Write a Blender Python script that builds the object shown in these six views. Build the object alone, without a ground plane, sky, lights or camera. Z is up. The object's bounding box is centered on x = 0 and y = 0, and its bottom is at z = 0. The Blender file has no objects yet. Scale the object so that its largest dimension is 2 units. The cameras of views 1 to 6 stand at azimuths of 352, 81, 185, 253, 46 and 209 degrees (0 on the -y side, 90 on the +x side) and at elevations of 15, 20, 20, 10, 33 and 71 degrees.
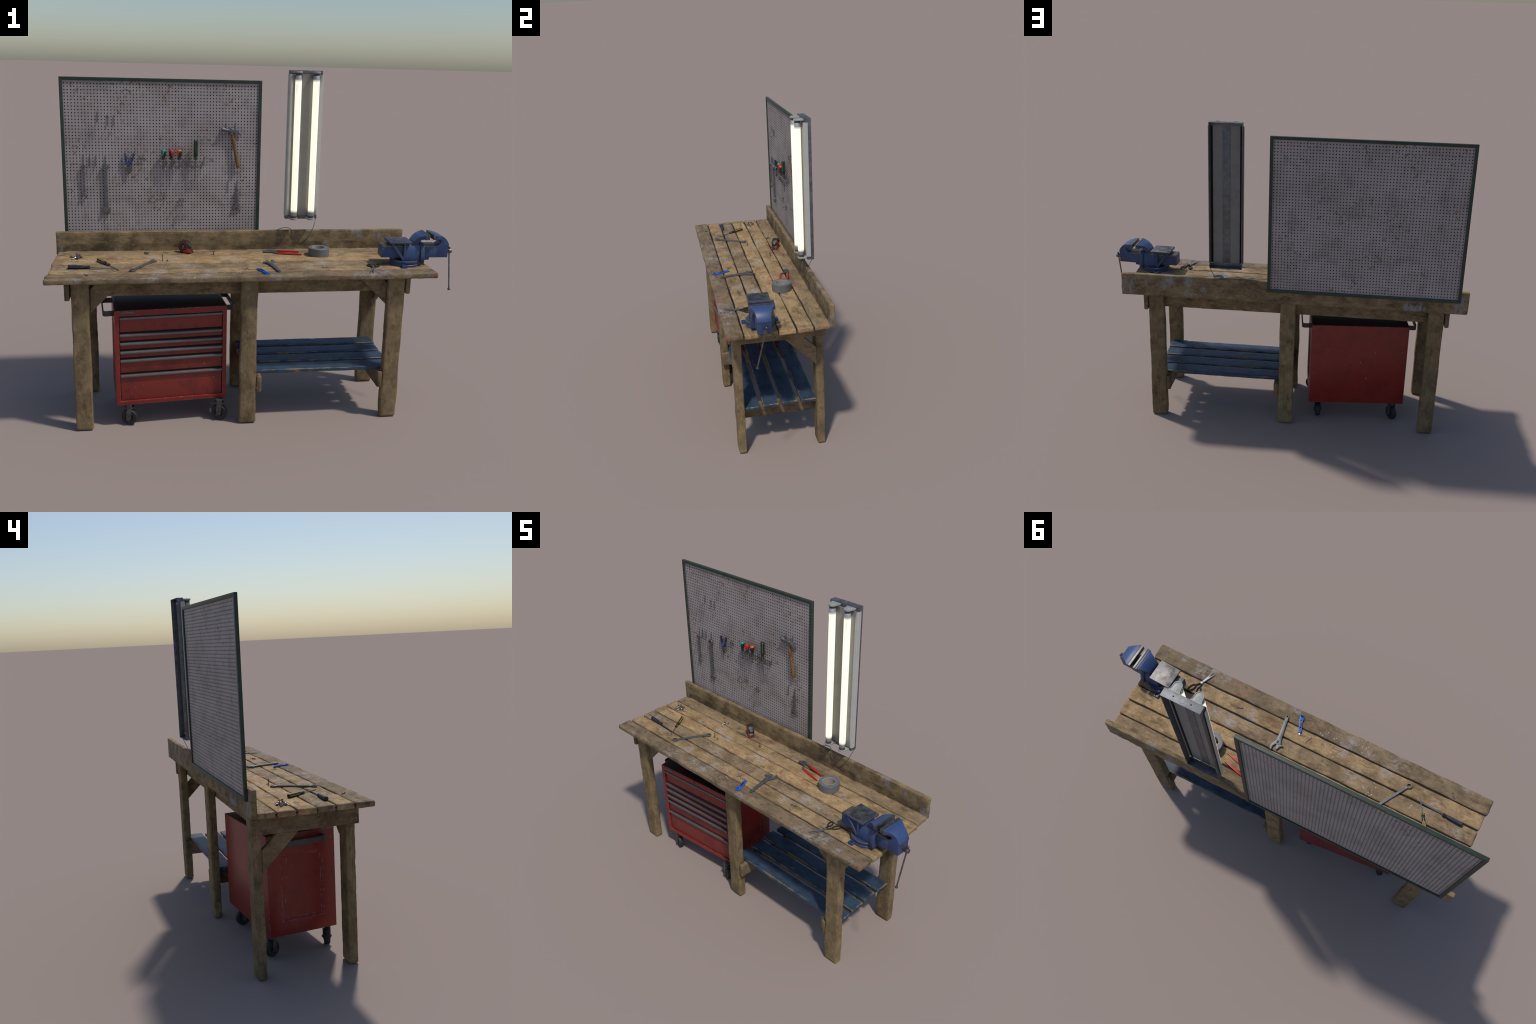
# A workshop corner: wooden workbench, pegboard with hung tools, red tool chest,
# blue bench vise, twin tube light and loose tools on the bench top.
import bpy, bmesh, math, random
from mathutils import Vector, Matrix, noise

random.seed(7)
noise.seed_set(3)
V = Vector
TOP = 0.776            # height of the bench top


# ------------------------------------------------------------------ materials
class Nodes:
    def __init__(self, name):
        self.m = bpy.data.materials.new(name)
        self.m.use_nodes = True
        self.t = self.m.node_tree
        self.b = self.t.nodes["Principled BSDF"]
        self.co = self.t.nodes.new("ShaderNodeTexCoord").outputs["Object"]

    def n(self, kind, **kw):
        x = self.t.nodes.new(kind)
        for k, v in kw.items():
            setattr(x, k, v)
        return x

    def link(self, sock, v):
        if isinstance(v, bpy.types.NodeSocket):
            self.t.links.new(v, sock)
        elif isinstance(v, (tuple, list)):
            sock.default_value = tuple(v) + ((1.0,) if len(v) == 3 and sock.type == "RGBA" else ())
        else:
            sock.default_value = v

    def map(self, scale=(1, 1, 1), loc=(0, 0, 0), rot=(0, 0, 0)):
        x = self.n("ShaderNodeMapping")
        self.link(x.inputs["Vector"], self.co)
        x.inputs["Scale"].default_value = scale
        x.inputs["Location"].default_value = loc
        x.inputs["Rotation"].default_value = rot
        return x.outputs[0]

    def noise(self, scale, detail=4, rough=0.55, vec=None, dist=0.0):
        x = self.n("ShaderNodeTexNoise")
        self.link(x.inputs["Vector"], vec or self.co)
        x.inputs["Scale"].default_value = scale
        x.inputs["Detail"].default_value = detail
        x.inputs["Roughness"].default_value = rough
        x.inputs["Distortion"].default_value = dist
        return x.outputs[0]

    def voronoi(self, scale, vec=None, feature="F1"):
        x = self.n("ShaderNodeTexVoronoi", feature=feature)
        self.link(x.inputs["Vector"], vec or self.co)
        x.inputs["Scale"].default_value = scale
        return x.outputs["Distance"]

    def step(self, v, a, b):
        x = self.n("ShaderNodeMapRange")
        self.link(x.inputs[0], v)
        x.inputs[1].default_value, x.inputs[2].default_value = a, b
        return x.outputs[0]

    def math(self, op, a, b=0.0):
        x = self.n("ShaderNodeMath", operation=op)
        self.link(x.inputs[0], a)
        self.link(x.inputs[1], b)
        return x.outputs[0]

    def mix(self, f, a, b, mode="MIX"):
        x = self.n("ShaderNodeMix", data_type="RGBA", blend_type=mode)
        self.link(x.inputs[0], f)
        self.link(x.inputs[6], a)
        self.link(x.inputs[7], b)
        return x.outputs[2]

    def sep(self, vec=None):
        x = self.n("ShaderNodeSeparateXYZ")
        self.link(x.inputs[0], vec or self.co)
        return x.outputs

    def edge(self, radius=0.003, lo=0.02, hi=0.16):
        """Worn edges: where a rounded copy of the surface normal departs from the true one."""
        g = self.n("ShaderNodeNewGeometry")
        bv = self.n("ShaderNodeBevel", samples=6)
        bv.inputs["Radius"].default_value = radius
        d = self.n("ShaderNodeVectorMath", operation="DOT_PRODUCT")
        self.link(d.inputs[0], g.outputs["Normal"])
        self.link(d.inputs[1], bv.outputs[0])
        return self.step(self.math("SUBTRACT", 1.0, d.outputs["Value"]), lo * 0.4, hi * 0.5)

    def corner(self, size, width):
        """1 along the long arrises of a board whose sides measure size, fading over width."""
        tc = self.n("ShaderNodeTexCoord").outputs["Generated"]
        d = []
        for v, L in zip(self.sep(tc), size):
            d.append(self.math("MULTIPLY", self.math("MINIMUM", v, self.math("SUBTRACT", 1.0, v)), L))
        lo, hi = self.math("MINIMUM", d[0], d[1]), self.math("MAXIMUM", d[0], d[1])
        return self.step(self.math("MAXIMUM", lo, self.math("MINIMUM", hi, d[2])), width, 0.0)

    def spots(self, centres, scale=(1, 1, 1)):
        """Soft mask around a handful of places: (x, y, z, radius)."""
        v, out = self.map(scale), None
        for x, y, z, r in centres:
            d = self.n("ShaderNodeVectorMath", operation="DISTANCE")
            self.link(d.inputs[0], v)
            d.inputs[1].default_value = (x * scale[0], y * scale[1], z * scale[2])
            m = self.step(d.outputs["Value"], r, r * 0.35)
            out = m if out is None else self.math("MAXIMUM", out, m)
        return out

    def bump(self, h, strength=0.3, dist=0.002):
        x = self.n("ShaderNodeBump")
        x.inputs["Strength"].default_value = strength
        x.inputs["Distance"].default_value = dist
        self.link(x.inputs["Height"], h)
        self.link(self.b.inputs["Normal"], x.outputs[0])

    def done(self, col, rough=0.6, metal=0.0, spec=0.5):
        self.link(self.b.inputs["Base Color"], col)
        self.link(self.b.inputs["Roughness"], rough)
        self.link(self.b.inputs["Metallic"], metal)
        self.b.inputs["Specular IOR Level"].default_value = spec
        return self.m


def srgb(r, g, b):
    f = lambda c: c / 12.92 if c <= 0.04045 else ((c + 0.055) / 1.055) ** 2.4
    return (f(r / 255), f(g / 255), f(b / 255))


BX = 0.07        # the bench root stands at x = -0.07; its parts see x + 0.07
WHITE = [(-0.49, 0.10, .06), (-0.40, 0.05, .055), (-0.51, -0.26, .06), (-0.36, -0.22, .045), (-0.26, -0.23, .06), (-0.74, -0.12, .05), (-0.48, -0.17, .05), (-0.24, -0.18, .05),
         (-0.91, -0.05, .05), (-0.34, -0.09, .06), (0.067, -0.274, .04), (0.27, -0.13, .06), (0.34, -0.06, .05), (0.43, -0.06, .045), (0.60, -0.23, .07), (0.48, -0.268, .06),
         (0.55, -0.27, .05), (0.72, -0.26, .03), (0.45, 0.085, .04), (-0.11, 0.04, .08), (0.82, -0.28, .03), (-0.66, 0.10, .05), (-0.86, -0.28, .03)]
RED = [(-0.98, 0.06, .05), (-0.24, 0.063, .035), (-0.23, -0.01, .035), (-0.05, -0.18, .05), (-0.065, -0.23, .04), (0.13, -0.155, .05), (-0.22, 0.20, .06), (-0.95, -0.26, .04),
       (-0.71, 0.085, .05), (0.15, 0.08, .07), (0.22, 0.06, .06), (0.18, 0.0, .04), (0.42, -0.25, .06), (0.35, -0.24, .06), (0.51, -0.03, .05), (0.86, -0.27, .04), (0.86, 0.19, .06),
       (-0.985, -0.10, .04), (-0.985, 0.16, .04), (0.86, 0.05, .04)]
SPLAT = [(-0.30, -0.23, .07), (-0.20, -0.18, .07), (-0.12, -0.20, .05), (-0.66, -0.06, .04), (-0.44, -0.06, .05)]
STREAK = [(0.72, 0.845, .035), (0.63, 0.828, .03), (0.49, 0.85, .03), (0.51, 0.79, .03), (0.42, 0.80, .035), (0.46, 0.77, .025), (0.785, 0.834, .03), (0.845, 0.80, .05),
          (-0.70, 0.78, .045), (-0.75, 0.785, .03), (-0.95, 0.79, .04), (-0.97, 0.84, .03), (0.80, 0.77, .02), (-0.80, 0.86, .03), (0.60, 0.86, .04)]


def wood(name, axis, light=(0.30, 0.205, 0.095), dark=(0.165, 0.112, 0.055), paint=0.0, dirt=0.6, back=False):
    """Old softwood: fine grain along an axis, blotchy grime, scuffs, optional paint spatter."""
    k = Nodes(name)
    st = [1.0, 1.0, 1.0]
    st[axis] = 0.13
    grain = k.noise(110, 6, 0.68, k.map(st), 0.5)
    st2 = [1.0, 1.0, 1.0]
    st2[axis] = 0.55
    band = k.noise(18, 3, 0.5, k.map(st2, (3.1, 7.7, 1.3)))
    blot = k.noise(8, 6, 0.66)
    blot2 = k.noise(21, 5, 0.66, k.map(st2, (5.5, 2.2, 8.1)))
    fine = k.noise(95, 4, 0.72)
    info = k.n("ShaderNodeObjectInfo").outputs["Random"]
    f = k.math("ADD", k.math("MULTIPLY", grain, 0.5), k.math("MULTIPLY", band, 0.5))
    col = k.mix(k.step(f, 0.34, 0.64), dark, light)
    # grime: wide soft clouds, then smaller smudges, then pin-prick dirt
    grime = tuple(c * 0.30 for c in dark)
    col = k.mix(k.math("MULTIPLY", k.step(blot, 0.46, 0.62), dirt), col, tuple(c * 0.62 for c in dark))
    col = k.mix(k.math("MULTIPLY", k.step(blot2, 0.53, 0.66), dirt), col, grime)
    col = k.mix(k.math("MULTIPLY", k.step(fine, 0.54, 0.66), 0.6 * dirt), col, grime)
    scuff = k.noise(52, 5, 0.7, k.map(st2, (2.7, 6.1, 4.4)), 0.3)
    col = k.mix(k.math("MULTIPLY", k.step(scuff, 0.56, 0.66), 0.65 * dirt), col, grime)
    col = k.mix(k.math("MULTIPLY", k.step(k.noise(34, 5, 0.68, k.map(st2, (9, 4, 2))), 0.53, 0.66), 0.55), col, tuple(min(1, c * 1.22) for c in light))
    # dark lengthwise cracks
    st3 = [1.0, 1.0, 1.0]
    st3[axis] = 0.035
    crack = k.step(k.noise(75, 3, 0.6, k.map(st3, (1, 6, 3)), 0.6), 0.675, 0.715)
    col = k.mix(k.math("MULTIPLY", crack, 0.7), col, tuple(c * 0.4 for c in grime))
    if paint:
        grit = k.step(k.noise(60, 6, 0.74, k.map((0.7, 1, 1))), 0.47, 0.60)
        patch = k.spots([(x + BX, y, 0.776, r) for x, y, r in WHITE])
        stray = k.math("MULTIPLY", k.step(k.noise(7, 2, 0.5, k.map((1, 1, 1), (5, 1, 0))), 0.55, 0.72), k.step(k.noise(85, 5, 0.75), 0.60, 0.66))
        w = k.math("MAXIMUM", k.math("MULTIPLY", k.math("MULTIPLY", patch, grit), 0.80), k.math("MULTIPLY", stray, 0.5))
        col = k.mix(k.math("MULTIPLY", w, paint), col, (0.375, 0.35, 0.35))
        drop = k.step(k.voronoi(62, k.map((1, 1, 0), (0.31, 0.73, 0.1))), 0.27, 0.18)
        zone = k.spots([(x + BX, y, 0.776, r) for x, y, r in SPLAT])
        col = k.mix(k.math("MULTIPLY", k.math("MULTIPLY", drop, k.math("MULTIPLY", k.step(zone, 0.1, 0.4), k.step(k.sep()[2], 0.770, 0.773))), 0.85 * paint), col, (0.46, 0.45, 0.47))
        rp = k.spots([(x + BX, y, 0.772, r) for x, y, r in RED])
        rg = k.step(k.noise(44, 6, 0.75, k.map((0.6, 1, 1), (2.2, 0, 3))), 0.52, 0.62)
        col = k.mix(k.math("MULTIPLY", k.math("MULTIPLY", rp, rg), 0.72 * paint), col, (0.36, 0.07, 0.045))
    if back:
        # the front face is darker along its lower half, up to a grain line
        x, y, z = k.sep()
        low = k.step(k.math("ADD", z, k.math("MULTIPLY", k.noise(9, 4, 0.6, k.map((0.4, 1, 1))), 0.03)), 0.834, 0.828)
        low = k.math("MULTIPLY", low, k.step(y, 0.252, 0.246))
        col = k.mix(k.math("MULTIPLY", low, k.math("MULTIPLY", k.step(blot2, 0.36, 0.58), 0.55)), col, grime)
        drip = k.step(k.noise(40, 6, 0.72, k.map((1, 1, 0.45), (4, 0, 1))), 0.47, 0.60)
        zone = k.spots([(x + BX, 0.262, z, r) for x, z, r in STREAK])
        col = k.mix(k.math("MULTIPLY", k.math("MULTIPLY", drip, k.step(zone, 0.0, 0.5)), 0.80), col, (0.27, 0.285, 0.325))
    col = k.mix(1.0, col, k.mix(info, (0.84, 0.84, 0.86), (1.12, 1.10, 1.06)), "MULTIPLY")
    k.bump(k.math("ADD", grain, k.math("MULTIPLY", blot2, 0.8)), 0.45, 0.0025)
    return k.done(col, 0.80, 0, 0.25)


def painted_wood(name, paint, under=(0.20, 0.14, 0.072)):
    k = Nodes(name)
    grain = k.noise(90, 5, 0.65, k.map((0.1, 1, 1)))
    blot = k.noise(14, 5, 0.6)
    col = k.mix(k.step(blot, 0.38, 0.66), paint, tuple(c * 0.50 for c in paint))
    col = k.mix(k.math("MULTIPLY", k.step(grain, 0.48, 0.72), 0.45), col, tuple(c * 1.45 + 0.006 for c in paint))
    wear = k.noise(34, 6, 0.72, k.map((0.3, 1, 1)))
    rim = k.corner((0.765, 0.079, 0.0215), 0.0110)
    col = k.mix(k.step(k.math("ADD", rim, k.math("MULTIPLY", k.math("SUBTRACT", wear, 0.5), 3.4)), 0.58, 0.74), col, under)
    chip = k.step(k.noise(38, 5, 0.75, k.map((0.4, 1, 1), (4, 4, 1))), 0.635, 0.68)
    col = k.mix(k.math("MULTIPLY", chip, 0.7), col, under)
    nick = k.step(k.noise(70, 5, 0.7, k.map((0.2, 1, 1), (1, 3, 7))), 0.60, 0.66)
    col = k.mix(k.math("MULTIPLY", nick, 0.45), col, (0.02, 0.02, 0.022))
    k.bump(grain, 0.3, 0.0015)
    return k.done(col, 0.5, 0, 0.35)


def enamel(name, paint, chip=(0.30, 0.26, 0.25), smudge=0.5, rough=0.36, edge=0.8, chips=0.68, radius=0.003):
    """Painted metal: soft smudges, chipped edges, sparse small scratches."""
    k = Nodes(name)
    blot = k.noise(9, 4, 0.55)
    dark = tuple(c * 0.34 + 0.006 for c in paint)
    col = k.mix(k.math("MULTIPLY", k.step(blot, 0.48, 0.72), smudge), paint, dark)
    spot = k.math("MULTIPLY", k.step(k.noise(24, 4, 0.6, k.map((1, 1, 1), (3, 8, 1))), 0.58, 0.72), smudge)
    col = k.mix(spot, col, dark)
    if edge > 0:
        e = k.math("MULTIPLY", k.edge(radius, 0.02, 0.12), k.step(k.noise(60, 5, 0.7), 0.36, 0.54))
        col = k.mix(k.math("MULTIPLY", e, edge), col, chip)
    zone = k.step(k.noise(6, 2, 0.5, k.map((1, 1, 1), (6, 2, 9))), 0.50, 0.62)
    c = k.math("MULTIPLY", k.step(k.noise(75, 4, 0.7, k.map((1, 1, 0.4), (2, 2, 2))), chips, chips + 0.03), zone)
    col = k.mix(k.math("MULTIPLY", c, 0.7), col, chip)
    k.bump(k.noise(160, 3, 0.6), 0.05, 0.001)
    return k.done(col, rough, 0, 0.5)


def worn(name, paint, chip, amount=0.5):
    """Rubbed arris of a painted part: bare matter showing through in runs."""
    k = Nodes(name)
    n = k.noise(48, 5, 0.68)
    col = k.mix(k.step(n, 0.62 - 0.3 * amount, 0.72 - 0.3 * amount), paint, chip)
    return k.done(col, 0.5, 0, 0.4)


def metal(name, col, rough=0.42, var=0.45, metallic=0.9, scale=35):
    k = Nodes(name)
    n1 = k.noise(scale, 5, 0.65)
    c = k.mix(k.step(n1, 0.35, 0.68), tuple(x * (1 - var) for x in col), col)
    r = k.math("ADD", k.math("MULTIPLY", n1, 0.22), rough - 0.11)
    k.bump(k.noise(220, 3, 0.6), 0.06, 0.0008)
    return k.done(c, r, metallic, 0.5)


def plain(name, col, rough=0.5, var=0.25, scale=60, spec=0.4):
    k = Nodes(name)
    c = k.mix(k.step(k.noise(scale, 4, 0.65), 0.35, 0.7), tuple(x * (1 - var) for x in col), col)
    return k.done(c, rough, 0, spec)


M = {}
M["top"] = wood("bench_top_wood", 0, (0.455, 0.312, 0.160), (0.275, 0.188, 0.100), paint=1.0, dirt=0.62)
M["top_mid"] = wood("bench_top_grey_wood", 0, (0.365, 0.262, 0.150), (0.225, 0.160, 0.094), paint=1.0, dirt=0.62)
M["top_dark"] = wood("bench_edge_wood", 0, (0.310, 0.224, 0.130), (0.195, 0.142, 0.086), paint=1.0, dirt=0.6)
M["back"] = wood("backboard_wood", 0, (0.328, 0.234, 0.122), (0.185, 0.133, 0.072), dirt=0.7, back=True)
M["wx"] = wood("beam_wood", 0, (0.270, 0.193, 0.104), (0.163, 0.116, 0.065), dirt=0.65)
M["wy"] = wood("cross_beam_wood", 1, (0.270, 0.193, 0.104), (0.163, 0.116, 0.065), dirt=0.65)
M["wz"] = wood("post_wood", 2, (0.287, 0.208, 0.110), (0.182, 0.132, 0.071), dirt=0.55)
M["blue_wood"] = painted_wood("blue_slat_paint", (0.038, 0.066, 0.105))  # blue taken below its sunlit value to include the under-bench shade
M["red"] = enamel("red_enamel", (0.235, 0.018, 0.013), smudge=0.5, rough=0.34, chips=0.645, radius=0.004)
M["red_front"] = enamel("red_drawer_enamel", (0.215, 0.024, 0.018), smudge=0.75, rough=0.42, edge=0.3, chips=0.64)
M["red_worn"] = worn("red_enamel_worn_edge", (0.20, 0.022, 0.017), (0.24, 0.17, 0.155), 0.42)
M["blue_worn"] = worn("blue_enamel_worn_edge", (0.045, 0.070, 0.150), (0.100, 0.080, 0.062), 0.75)
M["frame_worn"] = worn("green_frame_worn_edge", (0.030, 0.052, 0.038), (0.125, 0.078, 0.036), 0.42)
M["mat"] = plain("lid_red_with_baked_shade", (0.034, 0.012, 0.011), 0.5)  # red lid painted almost black for the shadow under the bench top
M["dark"] = plain("dark_recess", (0.012, 0.010, 0.010), 0.8)
M["pull"] = metal("drawer_pull_metal", (0.19, 0.19, 0.195), 0.46, 0.2, 0.6, 14)
M["black_metal"] = metal("worn_handle_metal", (0.105, 0.100, 0.097), 0.5, 0.4, 0.4)
M["rubber"] = plain("wheel_rubber", (0.025, 0.025, 0.027), 0.6)
M["fork"] = metal("caster_steel", (0.16, 0.145, 0.14), 0.5, 0.5, 0.6)
M["blue"] = enamel("blue_vise_enamel", (0.034, 0.070, 0.190), (0.105, 0.085, 0.065), smudge=0.65, rough=0.44, edge=0.95, chips=0.58, radius=0.0035)
M["steel"] = metal("worn_steel", (0.21, 0.205, 0.20), 0.48, 0.5, 0.9, 45)
M["plate"] = metal("anvil_steel", (0.215, 0.205, 0.20), 0.50, 0.68, 0.9, 34)
M["tool"] = metal("tool_steel", (0.225, 0.225, 0.23), 0.58, 0.42, 0.8, 70)
M["blade"] = metal("scissor_steel", (0.30, 0.30, 0.31), 0.5, 0.3, 0.8, 60)
M["wire"] = metal("hook_wire", (0.26, 0.25, 0.25), 0.35, 0.4, 0.9, 80)
M["bright"] = metal("rubbed_bright_steel", (0.42, 0.40, 0.39), 0.45, 0.3, 0.9, 60)
M["bolt"] = metal("bolt_steel", (0.30, 0.27, 0.26), 0.38, 0.5, 0.8, 120)
M["galv"] = metal("galvanised_steel", (0.215, 0.22, 0.235), 0.54, 0.45, 0.7, 34)
M["reflector"] = enamel("reflector_paint", (0.220, 0.213, 0.195), (0.3, 0.3, 0.29), smudge=0.25, rough=0.45, edge=0.0, chips=0.8)
M["flange"] = enamel("reflector_edge_paint", (0.46, 0.455, 0.43), (0.3, 0.3, 0.29), smudge=0.15, rough=0.45, edge=0.0, chips=0.8)
M["holder"] = plain("lampholder_plastic", (0.40, 0.40, 0.375), 0.45, 0.3, 40)
M["socket"] = plain("dark_socket", (0.085, 0.075, 0.07), 0.5)
M["cap"] = metal("tube_end_cap", (0.50, 0.50, 0.53), 0.4, 0.2, 0.4)
M["cable"] = plain("grey_cable", (0.13, 0.13, 0.135), 0.5)
M["handle_black"] = plain("black_handle_plastic", (0.028, 0.027, 0.027), 0.42, 0.3)
M["c_blue"] = plain("blue_plastic", (0.025, 0.065, 0.30), 0.4)
M["c_navy"] = plain("navy_plastic", (0.02, 0.045, 0.22), 0.4)
M["c_knife"] = plain("bright_blue_plastic", (0.03, 0.14, 0.62), 0.38, 0.2)
M["c_yellow"] = plain("yellow_plastic", (0.62, 0.46, 0.03), 0.4)
M["c_red"] = plain("red_plastic", (0.52, 0.026, 0.022), 0.4, 0.2)
M["c_green"] = plain("green_plastic", (0.03, 0.20, 0.035), 0.4)
M["c_teal"] = plain("teal_plastic", (0.03, 0.31, 0.19), 0.4)
M["c_orange"] = plain("orange_plastic", (0.70, 0.115, 0.04), 0.4)
M["tape"] = plain("grey_duct_tape", (0.155, 0.16, 0.168), 0.5, 0.2, 30)
M["card"] = plain("cardboard_core", (0.42, 0.37, 0.31), 0.75)
M["white_print"] = plain("white_print", (0.55, 0.55, 0.56), 0.5)
M["tag"] = metal("name_plate_metal", (0.10, 0.10, 0.105), 0.45, 0.3, 0.5)
M["tag_text"] = metal("name_plate_letters", (0.30, 0.29, 0.29), 0.45, 0.2, 0.5)
M["hickory"] = wood("hammer_handle_wood", 2, (0.290, 0.155, 0.062), (0.165, 0.088, 0.036), dirt=0.5)


def pegboard_material():
    k = Nodes("pegboard_grey_paint")
    blot = k.noise(4.5, 4, 0.55)
    soft = k.noise(12, 5, 0.6, k.map((1, 1, 1), (3, 1, 5)))
    col = k.mix(k.step(blot, 0.38, 0.68), (0.385, 0.345, 0.340), (0.312, 0.276, 0.272))
    col = k.mix(k.math("MULTIPLY", k.step(soft, 0.50, 0.72), 0.55), col, (0.17, 0.150, 0.150))
    # rust coming through, in patches and scratches
    zone = k.step(k.noise(5.5, 3, 0.5, k.map((1, 1, 1), (7, 0, 2))), 0.47, 0.60)
    rust = k.math("MULTIPLY", zone, k.step(k.noise(46, 5, 0.72, k.map((1, 1, 1), (1, 5, 0))), 0.56, 0.59))
    halo = k.math("MULTIPLY", k.step(k.noise(7, 3, 0.6, k.map((1, 1, 1), (2, 9, 4))), 0.52, 0.66), 0.20)
    col = k.mix(halo, col, (0.21, 0.135, 0.085))
    spot = k.step(k.voronoi(7.5, k.map((1, 0.0, 1), (0.37, 0, 0.2))), 0.09, 0.045)
    spot = k.math("MULTIPLY", spot, k.step(k.noise(40, 3, 0.6), 0.40, 0.52))
    col = k.mix(k.math("MULTIPLY", k.math("MAXIMUM", rust, spot), 0.88), col, (0.165, 0.105, 0.052))
    return k.done(col, 0.55, 0, 0.35)


def hole_material():
    k = Nodes("pegboard_hole_brown")
    return k.done(k.mix(k.noise(20), (0.018, 0.012, 0.008), (0.045, 0.026, 0.014)), 0.9, 0, 0.1)


def frame_material():
    k = Nodes("green_frame_paint")
    b = k.noise(20, 5, 0.6)
    col = k.mix(k.step(b, 0.35, 0.7), (0.020, 0.038, 0.028), (0.032, 0.054, 0.041))
    e = k.math("MULTIPLY", k.edge(0.004, 0.02, 0.12), k.step(k.noise(22, 5, 0.7), 0.50, 0.60))
    col = k.mix(k.math("MULTIPLY", e, 0.75), col, (0.12, 0.075, 0.03))
    wear = k.step(k.noise(26, 5, 0.7, k.map((1, 1, 0.25), (1, 2, 3))), 0.64, 0.70)
    col = k.mix(k.math("MULTIPLY", wear, 0.6), col, (0.11, 0.070, 0.032))
    return k.done(col, 0.5, 0, 0.4)


def tube_material(z0, z1):
    """Lit fluorescent glass; the glow fades out close to both end caps."""
    k = Nodes("glowing_tube_glass")
    z = k.sep()[2]
    lo = k.step(z, z0, z0 + 0.016)
    hi = k.step(z, z1, z1 - 0.016)
    g = k.math("MULTIPLY", lo, hi)
    grime = k.step(k.noise(22, 5, 0.65, k.map((1, 1, 0.5))), 0.60, 0.78)
    ecol = k.mix(k.math("MULTIPLY", grime, 0.55), (0.97, 0.93, 0.72), (0.80, 0.68, 0.46))
    k.link(k.b.inputs["Emission Color"], ecol)
    k.link(k.b.inputs["Emission Strength"], k.math("MULTIPLY", g, 0.95))
    return k.done((0.36, 0.36, 0.37), 0.3, 0, 0.4)


M["peg"] = pegboard_material()
M["hole"] = hole_material()
M["frame"] = frame_material()


# ------------------------------------------------------------------ building helpers
def link(o):
    bpy.context.scene.collection.objects.link(o)
    return o


def thing(name, label, category, loc=(0, 0, 0), rot=0.0, mat4=None):
    o = link(bpy.data.objects.new(name, None))
    o.empty_display_size = 0.05
    o.matrix_world = mat4 if mat4 is not None else Matrix.Translation(loc) @ Matrix.Rotation(rot, 4, "Z")
    o["label"], o["category"] = label, category
    ROOT[o.name] = o.matrix_world.copy()
    return o


ROOT = {}


def add(me, name, mats, parent=None, world=False, angle=38):
    """Turn a mesh into a named part. world=True: the mesh was modelled in world coordinates."""
    for m in mats if isinstance(mats, (list, tuple)) else [mats]:
        me.materials.append(M[m] if isinstance(m, str) else m)
    if parent is not None and world:
        r, p = parent, parent
        me.transform(ROOT[top_of(parent).name].inverted())
    me.polygons.foreach_set("use_smooth", [True] * len(me.polygons))
    me.set_sharp_from_angle(angle=math.radians(angle))
    me.name = name
    o = link(bpy.data.objects.new(name, me))
    o.parent = parent
    return o


def top_of(o):
    while o.parent:
        o = o.parent
    return o


def to_mesh(bm, recalc=True):
    if recalc:
        bmesh.ops.recalc_face_normals(bm, faces=bm.faces)
    me = bpy.data.meshes.new("part")
    bm.to_mesh(me)
    bm.free()
    return me


def bevel_sharp(bm, r, seg=2, limit=30, slot=-1):
    if r <= 0:
        return
    ed = [e for e in bm.edges if len(e.link_faces) == 2 and e.calc_face_angle(0) > math.radians(limit)]
    bmesh.ops.bevel(bm, geom=ed, offset=r, segments=seg, affect="EDGES", profile=0.6, clamp_overlap=True, material=slot)


def box_bm(lo, hi, r=0.0, seg=2, slot=-1):
    bm = bmesh.new()
    lo, hi = V(lo), V(hi)
    bmesh.ops.create_cube(bm, size=1.0, matrix=Matrix.Translation((lo + hi) / 2) @ Matrix.Diagonal((*(hi - lo), 1)))
    bevel_sharp(bm, r, seg, 30, slot)
    return bm


def box(lo, hi, r=0.0, seg=2, slot=-1):
    return to_mesh(box_bm(lo, hi, r, seg, slot))


def loft_bm(sections, cap=True):
    bm = bmesh.new()
    rings = [[bm.verts.new(p) for p in s] for s in sections]
    n = len(rings[0])
    for a, b in zip(rings, rings[1:]):
        for i in range(n):
            bm.faces.new((a[i], a[(i + 1) % n], b[(i + 1) % n], b[i]))
    if cap:
        bm.faces.new(rings[0][::-1])
        bm.faces.new(rings[-1])
    return bm


def loft(sections, r=0.0, seg=2, limit=30, slot=-1):
    bm = loft_bm(sections)
    bmesh.ops.recalc_face_normals(bm, faces=bm.faces)
    bevel_sharp(bm, r, seg, limit, slot)
    return to_mesh(bm)


def join(*meshes):
    bm = bmesh.new()
    for me in meshes:
        bm.from_mesh(me)
        bpy.data.meshes.remove(me)
    me = bpy.data.meshes.new("part")
    bm.to_mesh(me)
    bm.free()
    return me


def moved(me, mat):
    me.transform(mat)
    return me


def frame_to(p, z, x=None):
    """Matrix whose origin is p and whose Z axis is z."""
    z = V(z).normalized()
    x = V(x) if x is not None else (V((1, 0, 0)) if abs(z.x) < 0.9 else V((0, 1, 0)))
    y = z.cross(x).normalized()
    x = y.cross(z).normalized()
    m = Matrix((x, y, z)).transposed().to_4x4()
    m.translation = V(p)
    return m


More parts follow.
